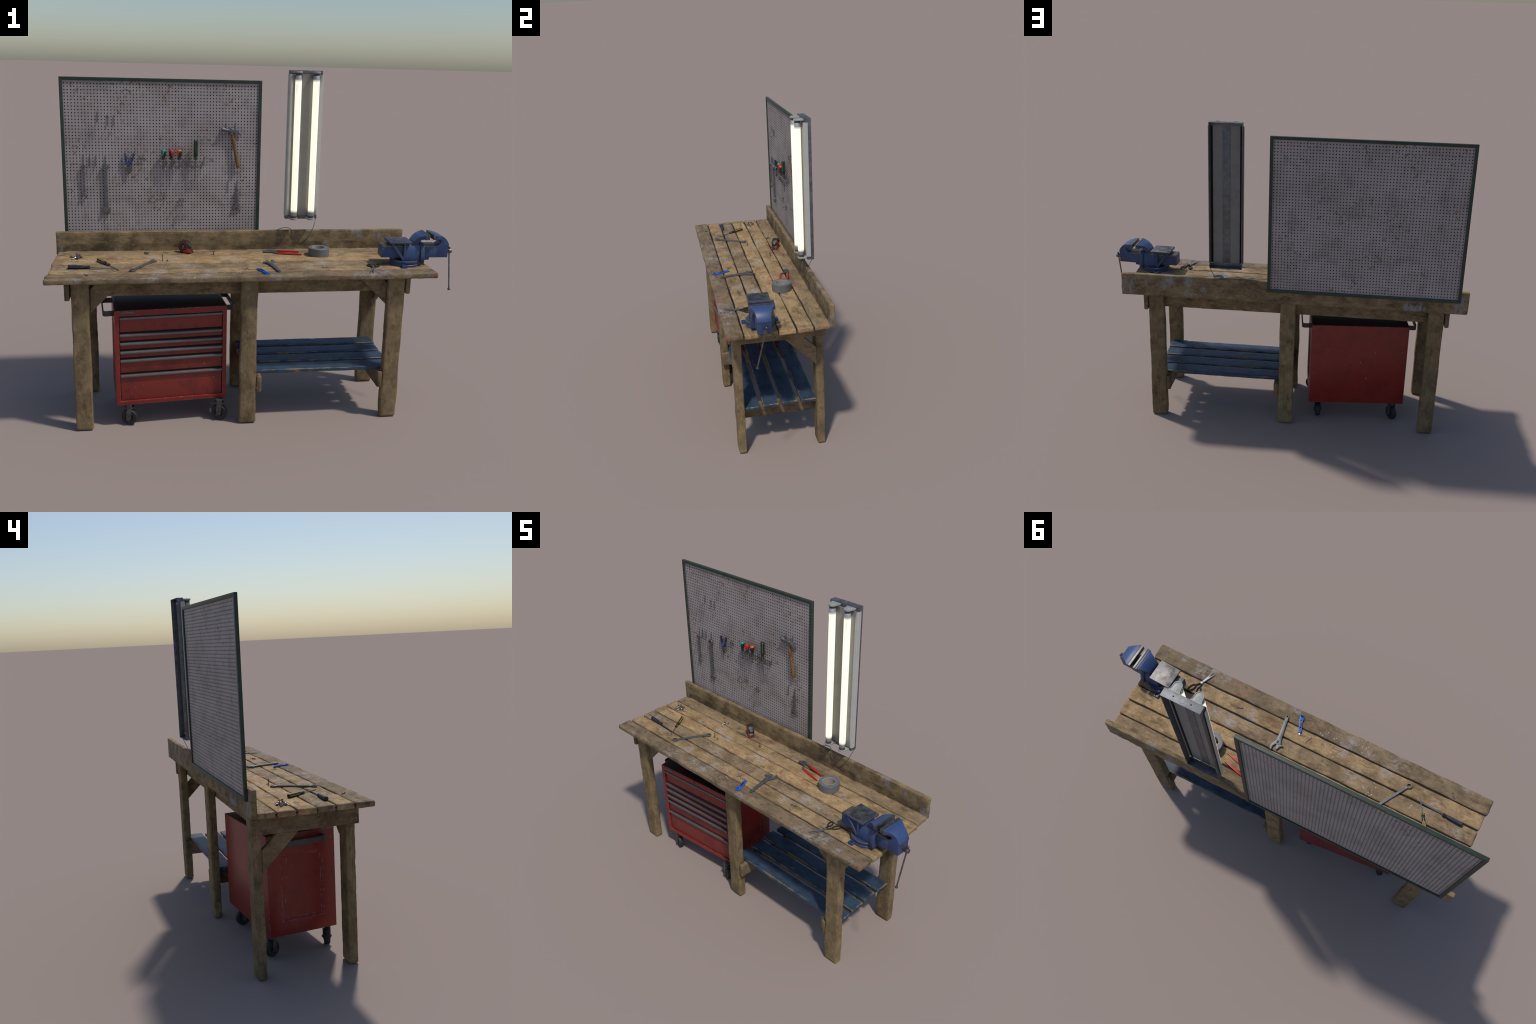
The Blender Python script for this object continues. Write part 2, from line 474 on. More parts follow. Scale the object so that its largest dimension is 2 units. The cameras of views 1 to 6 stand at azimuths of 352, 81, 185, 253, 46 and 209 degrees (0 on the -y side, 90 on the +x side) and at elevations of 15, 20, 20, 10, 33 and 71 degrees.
def lathe(profile, seg=24, mat=None, pick=None):
    """Surface of revolution about Z through (radius, z) pairs. pick(angle, z) gives a material slot."""
    bm = bmesh.new()
    rings = []
    for r, z in profile:
        if r < 1e-6:
            rings.append([bm.verts.new((0, 0, z))])
        else:
            rings.append([bm.verts.new((r * math.cos(a), r * math.sin(a), z)) for a in (2 * math.pi * i / seg for i in range(seg))])
    for a, b in zip(rings, rings[1:]):
        for i in range(seg):
            j = (i + 1) % seg
            vs = []
            for w in (a[i % len(a)], a[j % len(a)], b[j % len(b)], b[i % len(b)]):
                if w not in vs:
                    vs.append(w)
            if len(vs) > 2:
                f = bm.faces.new(vs)
                if pick:
                    c = f.calc_center_median()
                    f.material_index = pick(math.atan2(c.y, c.x), c.z)
    for ring, flip in ((rings[0], True), (rings[-1], False)):
        if len(ring) > 2 and profile[0] != profile[-1]:
            bm.faces.new(ring[::-1] if flip else ring)
    me = to_mesh(bm)
    return moved(me, mat) if mat is not None else me


def rod(a, b, r, seg=12, r2=None):
    a, b = V(a), V(b)
    return lathe([(r, 0), (r if r2 is None else r2, (b - a).length)], seg, frame_to(a, b - a))


def ball(p, r, seg=14):
    return lathe([(r * math.sin(t), -r * math.cos(t)) for t in (math.pi * i / 8 for i in range(9))], seg, Matrix.Translation(p))


def smooth_path(pts, per=6):
    pts = [V(p) for p in pts]
    out = []
    for i in range(len(pts) - 1):
        p0, p1, p2, p3 = pts[max(i - 1, 0)], pts[i], pts[i + 1], pts[min(i + 2, len(pts) - 1)]
        for s in range(per):
            t = s / per
            out.append(0.5 * (2 * p1 + (p2 - p0) * t + (2 * p0 - 5 * p1 + 4 * p2 - p3) * t * t + (3 * p1 - p0 - 3 * p2 + p3) * t ** 3))
    return out + [pts[-1]]


def sweep(pts, r, sides=8, per=5, flat=None):
    """Round wire (or flat bar with flat=(w, h)) along a smooth path."""
    p = smooth_path(pts, per) if per > 1 else [V(q) for q in pts]
    secs, up = [], None
    for i, q in enumerate(p):
        t = (p[min(i + 1, len(p) - 1)] - p[max(i - 1, 0)]).normalized()
        if up is None:
            up = V((0, 0, 1)) if abs(t.z) < 0.9 else V((1, 0, 0))
        s = t.cross(up).normalized()
        up = s.cross(t).normalized()
        rr = r[i * (len(r) - 1) // max(1, len(p) - 1)] if isinstance(r, (list, tuple)) else r
        secs.append([q + (s * math.cos(a) + up * math.sin(a)) * rr for a in (2 * math.pi * k / sides for k in range(sides))])
    return to_mesh(loft_bm(secs))


def plate(outer, holes=(), depth=0.006, bevel=0.001, mat=None):
    """Flat shape with thickness, holes and rounded edges; outline in XY, centred on z = 0."""
    cu = bpy.data.curves.new("outline", "CURVE")
    cu.dimensions, cu.fill_mode = "2D", "BOTH"
    cu.extrude = max(depth / 2 - bevel, 1e-5)
    cu.bevel_depth, cu.bevel_resolution, cu.offset = bevel, 1, -bevel
    for pts in (outer, *holes):
        s = cu.splines.new("POLY")
        s.points.add(len(pts) - 1)
        for q, (x, y) in zip(s.points, pts):
            q.co = (x, y, 0, 1)
        s.use_cyclic_u = True
    o = link(bpy.data.objects.new("outline", cu))
    bpy.context.view_layer.update()
    me = bpy.data.meshes.new_from_object(o.evaluated_get(bpy.context.evaluated_depsgraph_get()))
    bpy.data.objects.remove(o)
    bpy.data.curves.remove(cu)
    me.materials.clear()
    bm = bmesh.new()
    bm.from_mesh(me)
    bmesh.ops.remove_doubles(bm, verts=bm.verts, dist=1e-6)
    bm.to_mesh(me)
    bm.free()
    return moved(me, mat) if mat is not None else me


def circle(cx, cy, r, n=20, a0=0.0, a1=2 * math.pi, sy=1.0):
    full = abs(a1 - a0 - 2 * math.pi) < 1e-6
    return [(cx + r * math.cos(a), cy + r * sy * math.sin(a)) for a in (a0 + (a1 - a0) * i / (n if full else n - 1) for i in range(n))]


def text_mesh(s, size, mat, depth=0.0006):
    cu = bpy.data.curves.new("letters", "FONT")
    cu.body, cu.size, cu.extrude = s, size, depth
    cu.align_x, cu.align_y = "CENTER", "CENTER"
    o = link(bpy.data.objects.new("letters", cu))
    bpy.context.view_layer.update()
    me = bpy.data.meshes.new_from_object(o.evaluated_get(bpy.context.evaluated_depsgraph_get()))
    bpy.data.objects.remove(o)
    bpy.data.curves.remove(cu)
    me.materials.clear()
    return moved(me, mat)


def plank(lo, hi, axis, r=0.004, wob=0.0012, seed=0.0, ends=0.002, dents=0.0006):
    """A sawn board: rounded worn edges, slightly wavy sides, uneven ends."""
    lo, hi = V(lo), V(hi)
    a, b, c = axis, (axis + 1) % 3, (axis + 2) % 3
    L = hi[a] - lo[a]
    cb, cc = (lo[b] + hi[b]) / 2, (lo[c] + hi[c]) / 2
    hb, hc = (hi[b] - lo[b]) / 2, (hi[c] - lo[c]) / 2

    def ring(shrink):
        pts, rr = [], max(r, 1e-4)
        for sx, sy, a0 in ((1, 1, 0), (-1, 1, 90), (-1, -1, 180), (1, -1, 270)):
            for t in (0, 30, 60, 90):
                g = math.radians(a0 + t)
                pts.append((sx * (hb - rr) + rr * math.cos(g), sy * (hc - rr) + rr * math.sin(g)))
        out = []
        for i, p in enumerate(pts):
            q = pts[(i + 1) % len(pts)]
            n = max(1, int(math.hypot(q[0] - p[0], q[1] - p[1]) / 0.014))
            out += [(p[0] + (q[0] - p[0]) * j / n, p[1] + (q[1] - p[1]) * j / n) for j in range(n)]
        return [(x - math.copysign(min(shrink, abs(x)), x), y - math.copysign(min(shrink, abs(y)), y)) for x, y in out]

    n = max(4, int(L / 0.014))
    stations = [(0.0, r * 0.9), (r * 0.35, r * 0.3), (r, 0.0)]
    stations += [(L * i / n, 0.0) for i in range(1, n) if r * 1.5 < L * i / n < L - r * 1.5]
    stations += [(L - r, 0.0), (L - r * 0.35, r * 0.3), (L, r * 0.9)]
    secs = []
    for s, sh in stations:
        sec = []
        for x, y in ring(sh):
            t = s / L * 2 - 1
            ea = ends * noise.noise(V((x * 30, y * 30, seed + (5 if t > 0 else 9)))) * max(0, abs(t) * 4 - 3)
            # every side waves on its own; dents bite only inwards
            wx = wob * noise.noise(V((s * 7, seed * 3.7, 1.5 if x > 0 else 4.5))) + 0.4 * wob * noise.noise(V((s * 28, seed, 2.5 if x > 0 else 6.5)))
            wy = 0.6 * wob * noise.noise(V((s * 7, seed * 2.1, 8.5 if y > 0 else 11.5)))
            d = dents * noise.noise(V((s * 45, x * 45 + seed, y * 45)))
            edge = (abs(x) / hb) ** 6 * (abs(y) / hc) ** 6
            bite = wob * 1.6 * max(0, noise.noise(V((s * 22, seed * 1.3, (3 if x > 0 else 13) + (1 if y > 0 else 7)))) - 0.22) * edge
            fx, fy = x / hb, y / hc
            p = [0, 0, 0]
            p[a] = lo[a] + s + ea
            p[b] = cb + x + wx * fx * (1 if abs(fx) > 0.5 else abs(fx)) + (d - bite * 2) * fx
            p[c] = cc + y + wy * fy + (d - bite * 2) * fy
            sec.append(V(p))
        secs.append(sec)
    return to_mesh(loft_bm(secs))


# ------------------------------------------------------------------ workbench
bench = thing("workbench", "long old wooden workbench with backboard and blue slatted shelf", "workbench", (-0.07, 0, 0))

gaps = [-0.2835, -0.193, -0.107, -0.020, 0.070, 0.158, 0.2445]
for i in range(6):
    x0 = -0.9985 + [0.000, 0.006, 0.008, 0.004, 0.006, 0.010][i]
    x1 = 0.8715 - [0.002, 0.000, 0.004, 0.001, 0.002, 0.009][i]
    me = plank((x0, gaps[i] + (0.0018 if i == 0 else 0.0032), TOP - 0.0255), (x1, gaps[i + 1] - 0.0032, TOP + (0.0012 if i % 2 else 0.0008)), 0, 0.0055, 0.0032, i * 3.3, 0.004, 0.0007)
    add(me, "tabletop_plank", "top_dark" if i in (0, 5) else "top_mid" if i == 2 else "top", bench, True)

seams = [box((-0.984, gaps[i] - 0.006, TOP - 0.016), (0.858, gaps[i] + 0.006, TOP - 0.0075)) for i in range(1, 6)]  # near-black bars modelled below the gaps to deepen their shadow
o = add(join(*seams), "seam_shadow_strips", "dark", bench, True)
o["kind"] = "stuff"

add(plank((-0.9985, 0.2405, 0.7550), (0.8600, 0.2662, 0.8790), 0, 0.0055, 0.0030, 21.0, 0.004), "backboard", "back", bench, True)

LEGX = [(-0.884, -0.804), (-0.0905, -0.0105), (0.636, 0.7195)]
for s, (y0, y1) in ((0, (-0.237, -0.195)), (1, (0.197, 0.238))):
    for i, (x0, x1) in enumerate(LEGX):
        add(plank((x0 - 0.001, y0 - 0.001, 0.0), (x1 + 0.001, y1 + 0.001, 0.753), 2, 0.0075, 0.0030, 40 + i * 2.7 + s * 11, 0.002, 0.0009), "leg", "wz", bench, True)

add(plank((-0.889, -0.1945, 0.667), (0.7215, -0.171, 0.7525), 0, 0.004, 0.002, 61.0), "apron", "wx", bench, True)
add(plank((-0.889, 0.173, 0.667), (0.7215, 0.1965, 0.7525), 0, 0.004, 0.002, 62.0), "apron", "wx", bench, True)
for x0, x1, sd in ((-0.913, -0.8895, 63), (0.7225, 0.7455, 64)):
    me = plank((x0, -0.2450, 0.6625), (x1, 0.2460, 0.7525), 1, 0.005, 0.0018, sd)
    add(me, "end_apron", "wy", bench, True)


def brace(outline, plane, lo, hi):
    """Diagonal corner board: outline in (x or y, z), thickness along the other axis."""
    secs = []
    mid = [((outline[i][0]), outline[i][1]) for i in range(len(outline))]
    for t in (lo, hi):
        secs.append([V((u, t, z)) if plane == "xz" else V((t, u, z)) for u, z in mid])
    return loft(secs, 0.004, 3)


add(brace([(-0.7985, 0.709), (-0.7985, 0.592), (-0.645, 0.748), (-0.764, 0.748)], "xz", -0.2165, -0.1950), "brace", "wx", bench, True)
add(brace([(0.487, 0.748), (0.634, 0.602), (0.634, 0.716), (0.604, 0.748)], "xz", -0.2165, -0.1950), "brace", "wx", bench, True)
for x0, x1 in ((-0.8900, -0.866), (0.7020, 0.7265)):
    add(brace([(0.022, 0.664), (0.198, 0.489), (0.198, 0.590), (0.124, 0.664)], "yz", x0, x1), "brace", "wy", bench, True)

for i, (y0, y1) in enumerate(((-0.1935, -0.1120), (-0.0890, -0.0085), (0.0120, 0.0940), (0.1160, 0.1980))):
    me = plank((-0.067 + 0.004 * (i % 2), y0 - 0.0022, 0.2455 + 0.0022 * i), (0.700 - 0.003 * (i % 3), y1 + 0.0022, 0.2655 + 0.0022 * i), 0, 0.005, 0.0022, 80 + i * 2.9, 0.004)
    add(me, "shelf_slat", "blue_wood", bench, True)
add(plank((-0.009, -0.2380, 0.165), (0.0185, 0.236, 0.2490), 1, 0.005, 0.0018, 91), "shelf_rail", "wy", bench, True)
add(plank((0.612, -0.2365, 0.164), (0.6355, 0.236, 0.2500), 1, 0.005, 0.0018, 92), "shelf_rail", "wy", bench, True)


def screw_head(p, n, r=0.0042):
    return lathe([(r, -0.001), (r, 0.0008), (r * 0.75, 0.0014), (r * 0.5, 0.0006), (0, 0.0006)], 10, frame_to(p, n))


heads = []
for (x0, x1) in LEGX:
    for y, n in ((-0.2375, -1), (0.2385, 1)):
        rows = (0.735, 0.700) if x0 != LEGX[1][0] else (0.733,)
        for z in rows:
            for fx in (0.25, 0.72):
                heads.append(screw_head((x0 + (x1 - x0) * fx, y, z), (0, n, 0)))
for x, n in ((-0.9135, -1), (0.746, 1)):
    for y in (-0.228, 0.226):
        for z in (0.69, 0.728):
            heads.append(screw_head((x, y, z), (n, 0, 0)))
for x in (0.505, 0.53, 0.575, 0.61):
    heads.append(screw_head((x, -0.2170, 0.735 - 0.012 * (x in (0.53,))), (0, -1, 0)))
for x in (-0.66, -0.70, -0.745):
    heads.append(screw_head((x, -0.2170, 0.738), (0, -1, 0)))
for z in (0.185, 0.228):
    heads.append(screw_head((0.0188, -0.212, z), (1, 0, 0)))
    heads.append(screw_head((0.6358, 0.215, z), (1, 0, 0)))
o = add(join(*heads), "screw_heads", "bolt", bench, True)
o["kind"] = "stuff"


# ------------------------------------------------------------------ pegboard
peg = thing("pegboard", "grey perforated tool board in a dark green frame", "pegboard", (-0.447, 0.2755, 0.8245))
PX0, PX1, PZ0, PZ1, FW = -0.955, 0.0612, 0.8245, 1.6585, 0.0165
YF, YB = 0.2672, 0.2832


def frame_rail(corners):
    """Mitred rail: four outline points in (x, z)."""
    return loft([[V((x, y, z)) for x, z in corners] for y in (YF, YB)], 0.0018, 2, 30, 1)


outer = [(PX0, PZ0), (PX1, PZ0), (PX1, PZ1), (PX0, PZ1)]
inner = [(PX0 + FW, PZ0 + FW), (PX1 - FW, PZ0 + FW), (PX1 - FW, PZ1 - FW), (PX0 + FW, PZ1 - FW)]
for i in range(4):
    j = (i + 1) % 4
    add(frame_rail([outer[i], outer[j], inner[j], inner[i]]), "frame_rail", ["frame", "frame_worn"], peg, True)


def perforated(y, facing, nx=61, nz=49, pitch=0.01615, x0=-0.9312, z0=0.8532, r=0.0034):
    """Sheet of square cells, each with an eight-sided punched hole that has a short wall."""
    bm = bmesh.new()
    h = pitch / 2
    grid = {}

    def gv(i, j):
        if (i, j) not in grid:
            x = x0 - h + i * pitch
            z = z0 - h + j * pitch
            x = PX0 + FW - 0.002 if i == 0 else PX1 - FW + 0.002 if i == nx else x
            z = PZ0 + FW - 0.002 if j == 0 else PZ1 - FW + 0.002 if j == nz else z
            grid[(i, j)] = bm.verts.new((x, y, z))
        return grid[(i, j)]

    for i in range(nx):
        for j in range(nz):
            sq = [gv(i, j), gv(i + 1, j), gv(i + 1, j + 1), gv(i, j + 1)]
            cx, cz = x0 + i * pitch, z0 + j * pitch
            ring = [bm.verts.new((cx + r * math.cos(g), y, cz + r * math.sin(g))) for g in (math.radians(-135 - 22.5 + 45 * k) for k in range(8))]
            deep = [bm.verts.new((v.co.x, y - facing * 0.0007, v.co.z)) for v in ring]
            for c in range(4):
                k0, k1, k2 = 2 * c, 2 * c + 1, (2 * c + 2) % 8
                bm.faces.new((sq[c], ring[k1], ring[k0]))
                bm.faces.new((sq[c], sq[(c + 1) % 4], ring[k2], ring[k1]))
            for k in range(8):
                f = bm.faces.new((ring[k], ring[(k + 1) % 8], deep[(k + 1) % 8], deep[k]))
                f.material_index = 1
    return to_mesh(bm)


sheet = join(perforated(0.2736, -1), perforated(0.2754, 1))
add(sheet, "perforated_panel", ["peg", "hole"], peg, True, 60)
add(box((PX0 + FW - 0.001, 0.2743, PZ0 + FW - 0.001), (PX1 - FW + 0.001, 0.2747, PZ1 - FW + 0.001)), "panel_core", "hole", peg, True)
YP = 0.2736


def hook(x, z, drop=0.047, out=0.019, r=0.0017):
    return sweep([(x, YP + 0.001, z + 0.001), (x, YP - 0.003, z), (x, YP - 0.0035, z - drop * 0.5), (x, YP - 0.004, z - drop + 0.006),
                  (x, YP - 0.009, z - drop), (x, YP - out, z - drop + 0.001), (x, YP - out - 0.005, z - drop + 0.007)], r, 6, 4)


HOOKS = [(-0.7735, 1.4865), (-0.7230, 1.4735), (-0.6920, 1.4715), (-0.8490, 1.2660), (-0.8185, 1.2660), (-0.7873, 1.2660), (-0.7400, 1.2665),
         (-0.1085, 1.1390), (-0.0605, 1.1390), (-0.1216, 1.4400), (-0.0735, 1.4400)]
for x, z in HOOKS:
    add(hook(x, z), "hook", "wire", peg, True)


def double_hook(x, z, w=0.045):
    a = sweep([(x - 0.007, YP + 0.001, z + 0.006), (x - 0.007, YP - 0.004, z + 0.006), (x - 0.007, YP - 0.005, z - 0.008), (x - 0.007, YP - 0.006, z - 0.012)], 0.0016, 6, 3)
    b = sweep([(x + 0.009, YP + 0.001, z + 0.006), (x + 0.009, YP - 0.004, z + 0.006), (x + 0.009, YP - 0.005, z - 0.008), (x + 0.009, YP - 0.006, z - 0.012)], 0.0016, 6, 3)
    c = sweep([(x - w / 2 + 0.004, YP - 0.026, z - 0.003), (x - w / 2, YP - 0.020, z - 0.009), (x - w / 2, YP - 0.008, z - 0.011), (x - 0.008, YP - 0.006, z - 0.012), (x + 0.01, YP - 0.006, z - 0.012),
               (x + w / 2, YP - 0.008, z - 0.011), (x + w / 2, YP - 0.020, z - 0.009), (x + w / 2 - 0.004, YP - 0.026, z - 0.003)], 0.0016, 6, 3)
    return join(a, b, c)


for x, z in ((-0.6225, 1.262), (-0.558, 1.263), (-0.4485, 1.074), (-0.3515, 1.0425)):
    add(double_hook(x, z), "double_hook", "wire", peg, True)

RX = [-0.4443, -0.4037, -0.3640, -0.3228, -0.2815, -0.2425]
parts = [sweep([(-0.457, YP + 0.001, 1.268), (-0.457, YP - 0.004, 1.266), (-0.457, YP - 0.005, 1.244), (-0.452, YP - 0.007, 1.2405), (-0.30, YP - 0.007, 1.240),
                (-0.237, YP - 0.007, 1.2405), (-0.232, YP - 0.005, 1.244), (-0.232, YP - 0.004, 1.266), (-0.232, YP + 0.001, 1.268)], 0.0017, 6, 4)]
for x in RX:
    for s in (-1, 1):
        parts.append(sweep([(x + s * 0.0052, YP - 0.007, 1.240), (x + s * 0.0052, YP - 0.0085, 1.222), (x + s * 0.0055, YP - 0.014, 1.2115),
                            (x + s * 0.0058, YP - 0.030, 1.2095), (x + s * 0.0075, YP - 0.037, 1.2125)], 0.0014, 6, 3))
    parts.append(sweep([(x - 0.007, YP - 0.008, 1.2405), (x - 0.007, YP - 0.033, 1.2395), (x, YP - 0.039, 1.2395), (x + 0.007, YP - 0.033, 1.2395), (x + 0.007, YP - 0.008, 1.2405)], 0.0013, 6, 3))
add(join(*parts), "screwdriver_rack", "wire", peg, True)


# ------------------------------------------------------------------ tool chest
CW, CD, CZ0, CZ1 = 0.541, 0.345, 0.1142, 0.5985
chest = thing("tool_chest", "red metal roller tool chest with six drawers", "tool chest", (-0.690, -0.2165, 0), math.radians(5.2))
OX0, OX1, OZ0, OZ1 = 0.0213, 0.5208, 0.1346, 0.5700
# cabinet: outer shell with a framed front opening and a recessed drawer bay
bm = box_bm((0, 0, CZ0), (CW, CD, CZ1), 0.0)
front = min(bm.faces, key=lambda f: f.calc_center_median().y)
front_verts = list(front.verts)
bm.faces.remove(front)
rim = [bm.verts.new((x, 0, z)) for x, z in ((OX0, OZ0), (OX1, OZ0), (OX1, OZ1), (OX0, OZ1))]
deep = [bm.verts.new((v.co.x, 0.030, v.co.z)) for v in rim]
corner = [min(front_verts, key=lambda v: (v.co - V(p)).length) for p in ((0, 0, CZ0), (CW, 0, CZ0), (CW, 0, CZ1), (0, 0, CZ1))]
for i in range(4):
    j = (i + 1) % 4
    bm.faces.new((corner[i], corner[j], rim[j], rim[i]))
    bm.faces.new((rim[i], rim[j], deep[j], deep[i]))
bm.faces.new(deep)
# pressed panel in each side
for x, s in ((0.0, 1), (CW, -1)):
    f = min((f for f in bm.faces if abs(f.normal.x) > 0.9 or abs(f.calc_center_median().x - x) < 1e-5), key=lambda f: abs(f.calc_center_median().x - x) + abs(f.calc_center_median().y - CD / 2))
    vs = list(f.verts)
    bm.faces.remove(f)
    cor = [min(vs, key=lambda v: (v.co - V(p)).length) for p in ((x, 0, CZ0), (x, CD, CZ0), (x, CD, CZ1), (x, 0, CZ1))]
    loops = []
    for inset, dx in ((0.0, 0.0), (0.0095, 0.0085)):
        loops.append([bm.verts.new((x + s * dx, y, z)) for y, z in ((0.064 + inset, 0.184 + inset), (0.277 - inset, 0.184 + inset), (0.277 - inset, 0.500 - inset), (0.064 + inset, 0.500 - inset))])
    rings = [cor] + loops
    for a_, b_ in zip(rings, rings[1:]):
        for i in range(4):
            j = (i + 1) % 4
            bm.faces.new((a_[i], a_[j], b_[j], b_[i]))
    bm.faces.new(loops[-1])
bmesh.ops.recalc_face_normals(bm, faces=bm.faces)
bevel_sharp(bm, 0.0018, 2, 40, 1)
add(to_mesh(bm), "cabinet", ["red", "red_worn"], chest)
add(box((OX0 + 0.001, 0.0125, OZ0 + 0.001), (OX1 - 0.001, 0.0285, OZ1 - 0.001)), "drawer_bay", "dark", chest)
add(box((0.007, 0.007, CZ1 - 0.002), (CW - 0.007, CD - 0.007, CZ1 + 0.0015), 0.001), "shade_darkened_lid", "mat", chest)

pz = [0.5597, 0.4735, 0.4296, 0.3860, 0.3427, 0.2650]
tops = [z + 0.0060 for z in pz]
bots = [t + 0.0105 for t in tops[1:]] + [OZ0 + 0.0015]
for z, t, b in zip(pz, tops, bots):
    d = add(box((OX0 + 0.003, 0.0075, b), (OX1 - 0.003, 0.0215, t), 0.0012), "drawer", "red_front", chest)
    prof = [(0.0080, t + 0.0002), (0.0000, t - 0.0002), (-0.0028, t - 0.0020), (-0.0036, t - 0.0050), (-0.0030, z - 0.0042), (-0.0015, z - 0.0064), (0.0015, z - 0.0056), (0.0080, z - 0.0040)]
    me = loft([[V((x, y, zz)) for y, zz in prof] for x in (OX0 + 0.002, OX1 - 0.002)], 0.0006, 1, 50)
    add(me, "drawer_pull", "pull", d)

add(lathe([(0.0082, 0), (0.0082, 0.003), (0.007, 0.004), (0.0045, 0.004), (0.0045, 0.0025), (0, 0.0025)], 20, frame_to((0.2713, 0.0, 0.5865), (0, -1, 0))), "lock", "fork", chest)
add(box((0.022, -0.0014, 0.5832), (0.104, 0.001, 0.5934), 0.0006), "name_plate", "tag", chest)
add(text_mesh("COMPLETE", 0.0112, Matrix.Translation((0.063, -0.0016, 0.5881)) @ Matrix.Rotation(math.radians(90), 4, "X") @ Matrix.Diagonal((1.18, 0.88, 1, 1))), "name_plate_letters", "tag_text", chest)


def bar_handle(s, x):
    """Flat strap bent into a wide U, lying in the horizontal plane."""
    h0, h1, out, th = 0.5525, 0.5785, 0.0500, 0.0065
    path = [(0, 0.072), (out * 0.72, 0.068), (out * 0.93, 0.072), (out, 0.084), (out, 0.17), (out, 0.262), (out * 0.93, 0.274), (out * 0.72, 0.278), (0, 0.274)]
    secs = []
    for i, (u, v) in enumerate(path):
        a, b = path[max(i - 1, 0)], path[min(i + 1, len(path) - 1)]
        t = V((b[0] - a[0], b[1] - a[1])).normalized()
        nrm = V((t.y, -t.x)) * th / 2
        secs.append([V((x + s * (u + k * nrm.x), v + k * nrm.y, z)) for k, z in ((-1, h0), (1, h0), (1, h1), (-1, h1))])
    return loft(secs, 0.0012, 2, 40)


add(bar_handle(-1, 0.0), "side_handle", "black_metal", chest)
add(bar_handle(1, CW), "side_handle", "black_metal", chest)


def caster(px, py, axis, brake):
    """Swivel caster: plate, fork, wheel with hub. px, py are world contact coordinates."""
    inv = ROOT[chest.name].inverted()
    p = inv @ V((px, py, 0))
    ax = (inv.to_3x3() @ V((axis[0], axis[1], 0))).normalized()
    back = V((-ax.y, ax.x, 0))
    R, hw = 0.0408, 0.0135
    c = p + V((0, 0, R))
    c_root = add(box((p.x - 0.019, p.y - 0.019, CZ0 - 0.005), (p.x + 0.019, p.y + 0.019, CZ0 - 0.0002), 0.001), "caster", "fork", chest)
    prof = [(0.0, -hw * 0.75), (0.011, -hw * 0.75), (0.012, -hw * 0.6), (0.019, -hw * 0.65), (0.022, -hw), (R - 0.004, -hw), (R - 0.001, -hw * 0.65), (R, 0), (R - 0.001, hw * 0.65), (R - 0.004, hw), (0.022, hw), (0.019, hw * 0.65), (0.012, hw * 0.6), (0.011, hw * 0.75), (0, hw * 0.75)]
    add(lathe(prof, 36, frame_to(c, ax)), "wheel", "rubber", c_root)
    fork = []
    for s in (-1, 1):
        o = ax * s * (hw + 0.0035)
        sec = []
        for z, w in ((R - 0.013, 0.006), (R - 0.009, 0.0115), (R + 0.006, 0.0125), (0.088, 0.0125), (CZ0 - 0.006, 0.0135)):
            q = p + o + V((0, 0, z)) + back * (0.0 if z < 0.08 else 0.004)
            sec.append([q - back * w - ax * 0.0014, q + back * w - ax * 0.0014, q + back * w + ax * 0.0014, q - back * w + ax * 0.0014])
        fork.append(loft(sec, 0.0006, 1, 40))
        fork.append(rod(c + ax * s * (hw + 0.004), c + ax * s * (hw + 0.0105), 0.0062, 6))
    q = p + V((0, 0, 0.094))
    fork.append(moved(box((-0.016, -hw - 0.0045, -0.0035), (0.022, hw + 0.0045, 0.0), 0.0008), frame_to(q, (0, 0, 1), back)))
    fork.append(rod(p + V((0, 0, 0.092)), p + V((0, 0, CZ0 - 0.004)), 0.013, 16))
    if brake:
        m4 = frame_to(p + V((0, 0, 0.090)) - back * 0.026, V((0, 0, 1)) - back * 0.55, ax)
        fork.append(moved(box((-0.012, -0.022, -0.002), (0.012, 0.014, 0.0015), 0.0008), m4))
    add(join(*fork), "fork", "fork", c_root)


caster(-0.630, -0.188, (-0.28, -0.96), True)
caster(-0.185, -0.178, (-0.38, -0.92), True)
caster(-0.2325, 0.120, (-0.98, -0.10), False)
caster(-0.661, 0.103, (-0.87, -0.50), False)


# ------------------------------------------------------------------ bench vise
vise = thing("bench_vise", "blue cast-iron swivel bench vise with anvil plate", "vise", (0.757, -0.0937, TOP), math.radians(-3.0))
BLUE = ["blue", "blue_worn"]
add(lathe([(0, 0), (0.0745, 0), (0.0752, 0.003), (0.0752, 0.009), (0.0735, 0.011), (0.0705, 0.0115), (0.0705, 0.0175), (0.0738, 0.018), (0.0745, 0.0205), (0.0738, 0.0275), (0.0705, 0.0295), (0.062, 0.0275), (0.055, 0.0265), (0, 0.0265)], 64, None, lambda a, z: 1 if 0.0195 < z < 0.0215 or 0.028 < z or 0.010 < z < 0.0118 else 0), "swivel_base", BLUE, vise)


def lug(s):
    me = plate([(-0.0125, 0), (0.0125, 0), (0.0125, 0.027), (-0.0125, 0.027)], [[(-0.0085, 0.008), (0.0085, 0.008), (0.0085, 0.0228), (-0.0085, 0.0228)]], 0.014, 0.001)
    a = moved(me, Matrix.Translation((-0.021, s * 0.066, 0.0072)) @ Matrix.Rotation(0 if s > 0 else math.pi, 4, "Z"))
    b = lathe([(0.0075, 0.0), (0.0075, 0.005), (0.004, 0.006), (0, 0.006)], 6, Matrix.Translation((-0.021, s * 0.0815, 0.001)))
    return a, b


for s in (-1, 1):
    a, b = lug(s)
    l = add(a, "base_lug", "blue", vise)
    add(b, "lug_bolt", "steel", l)


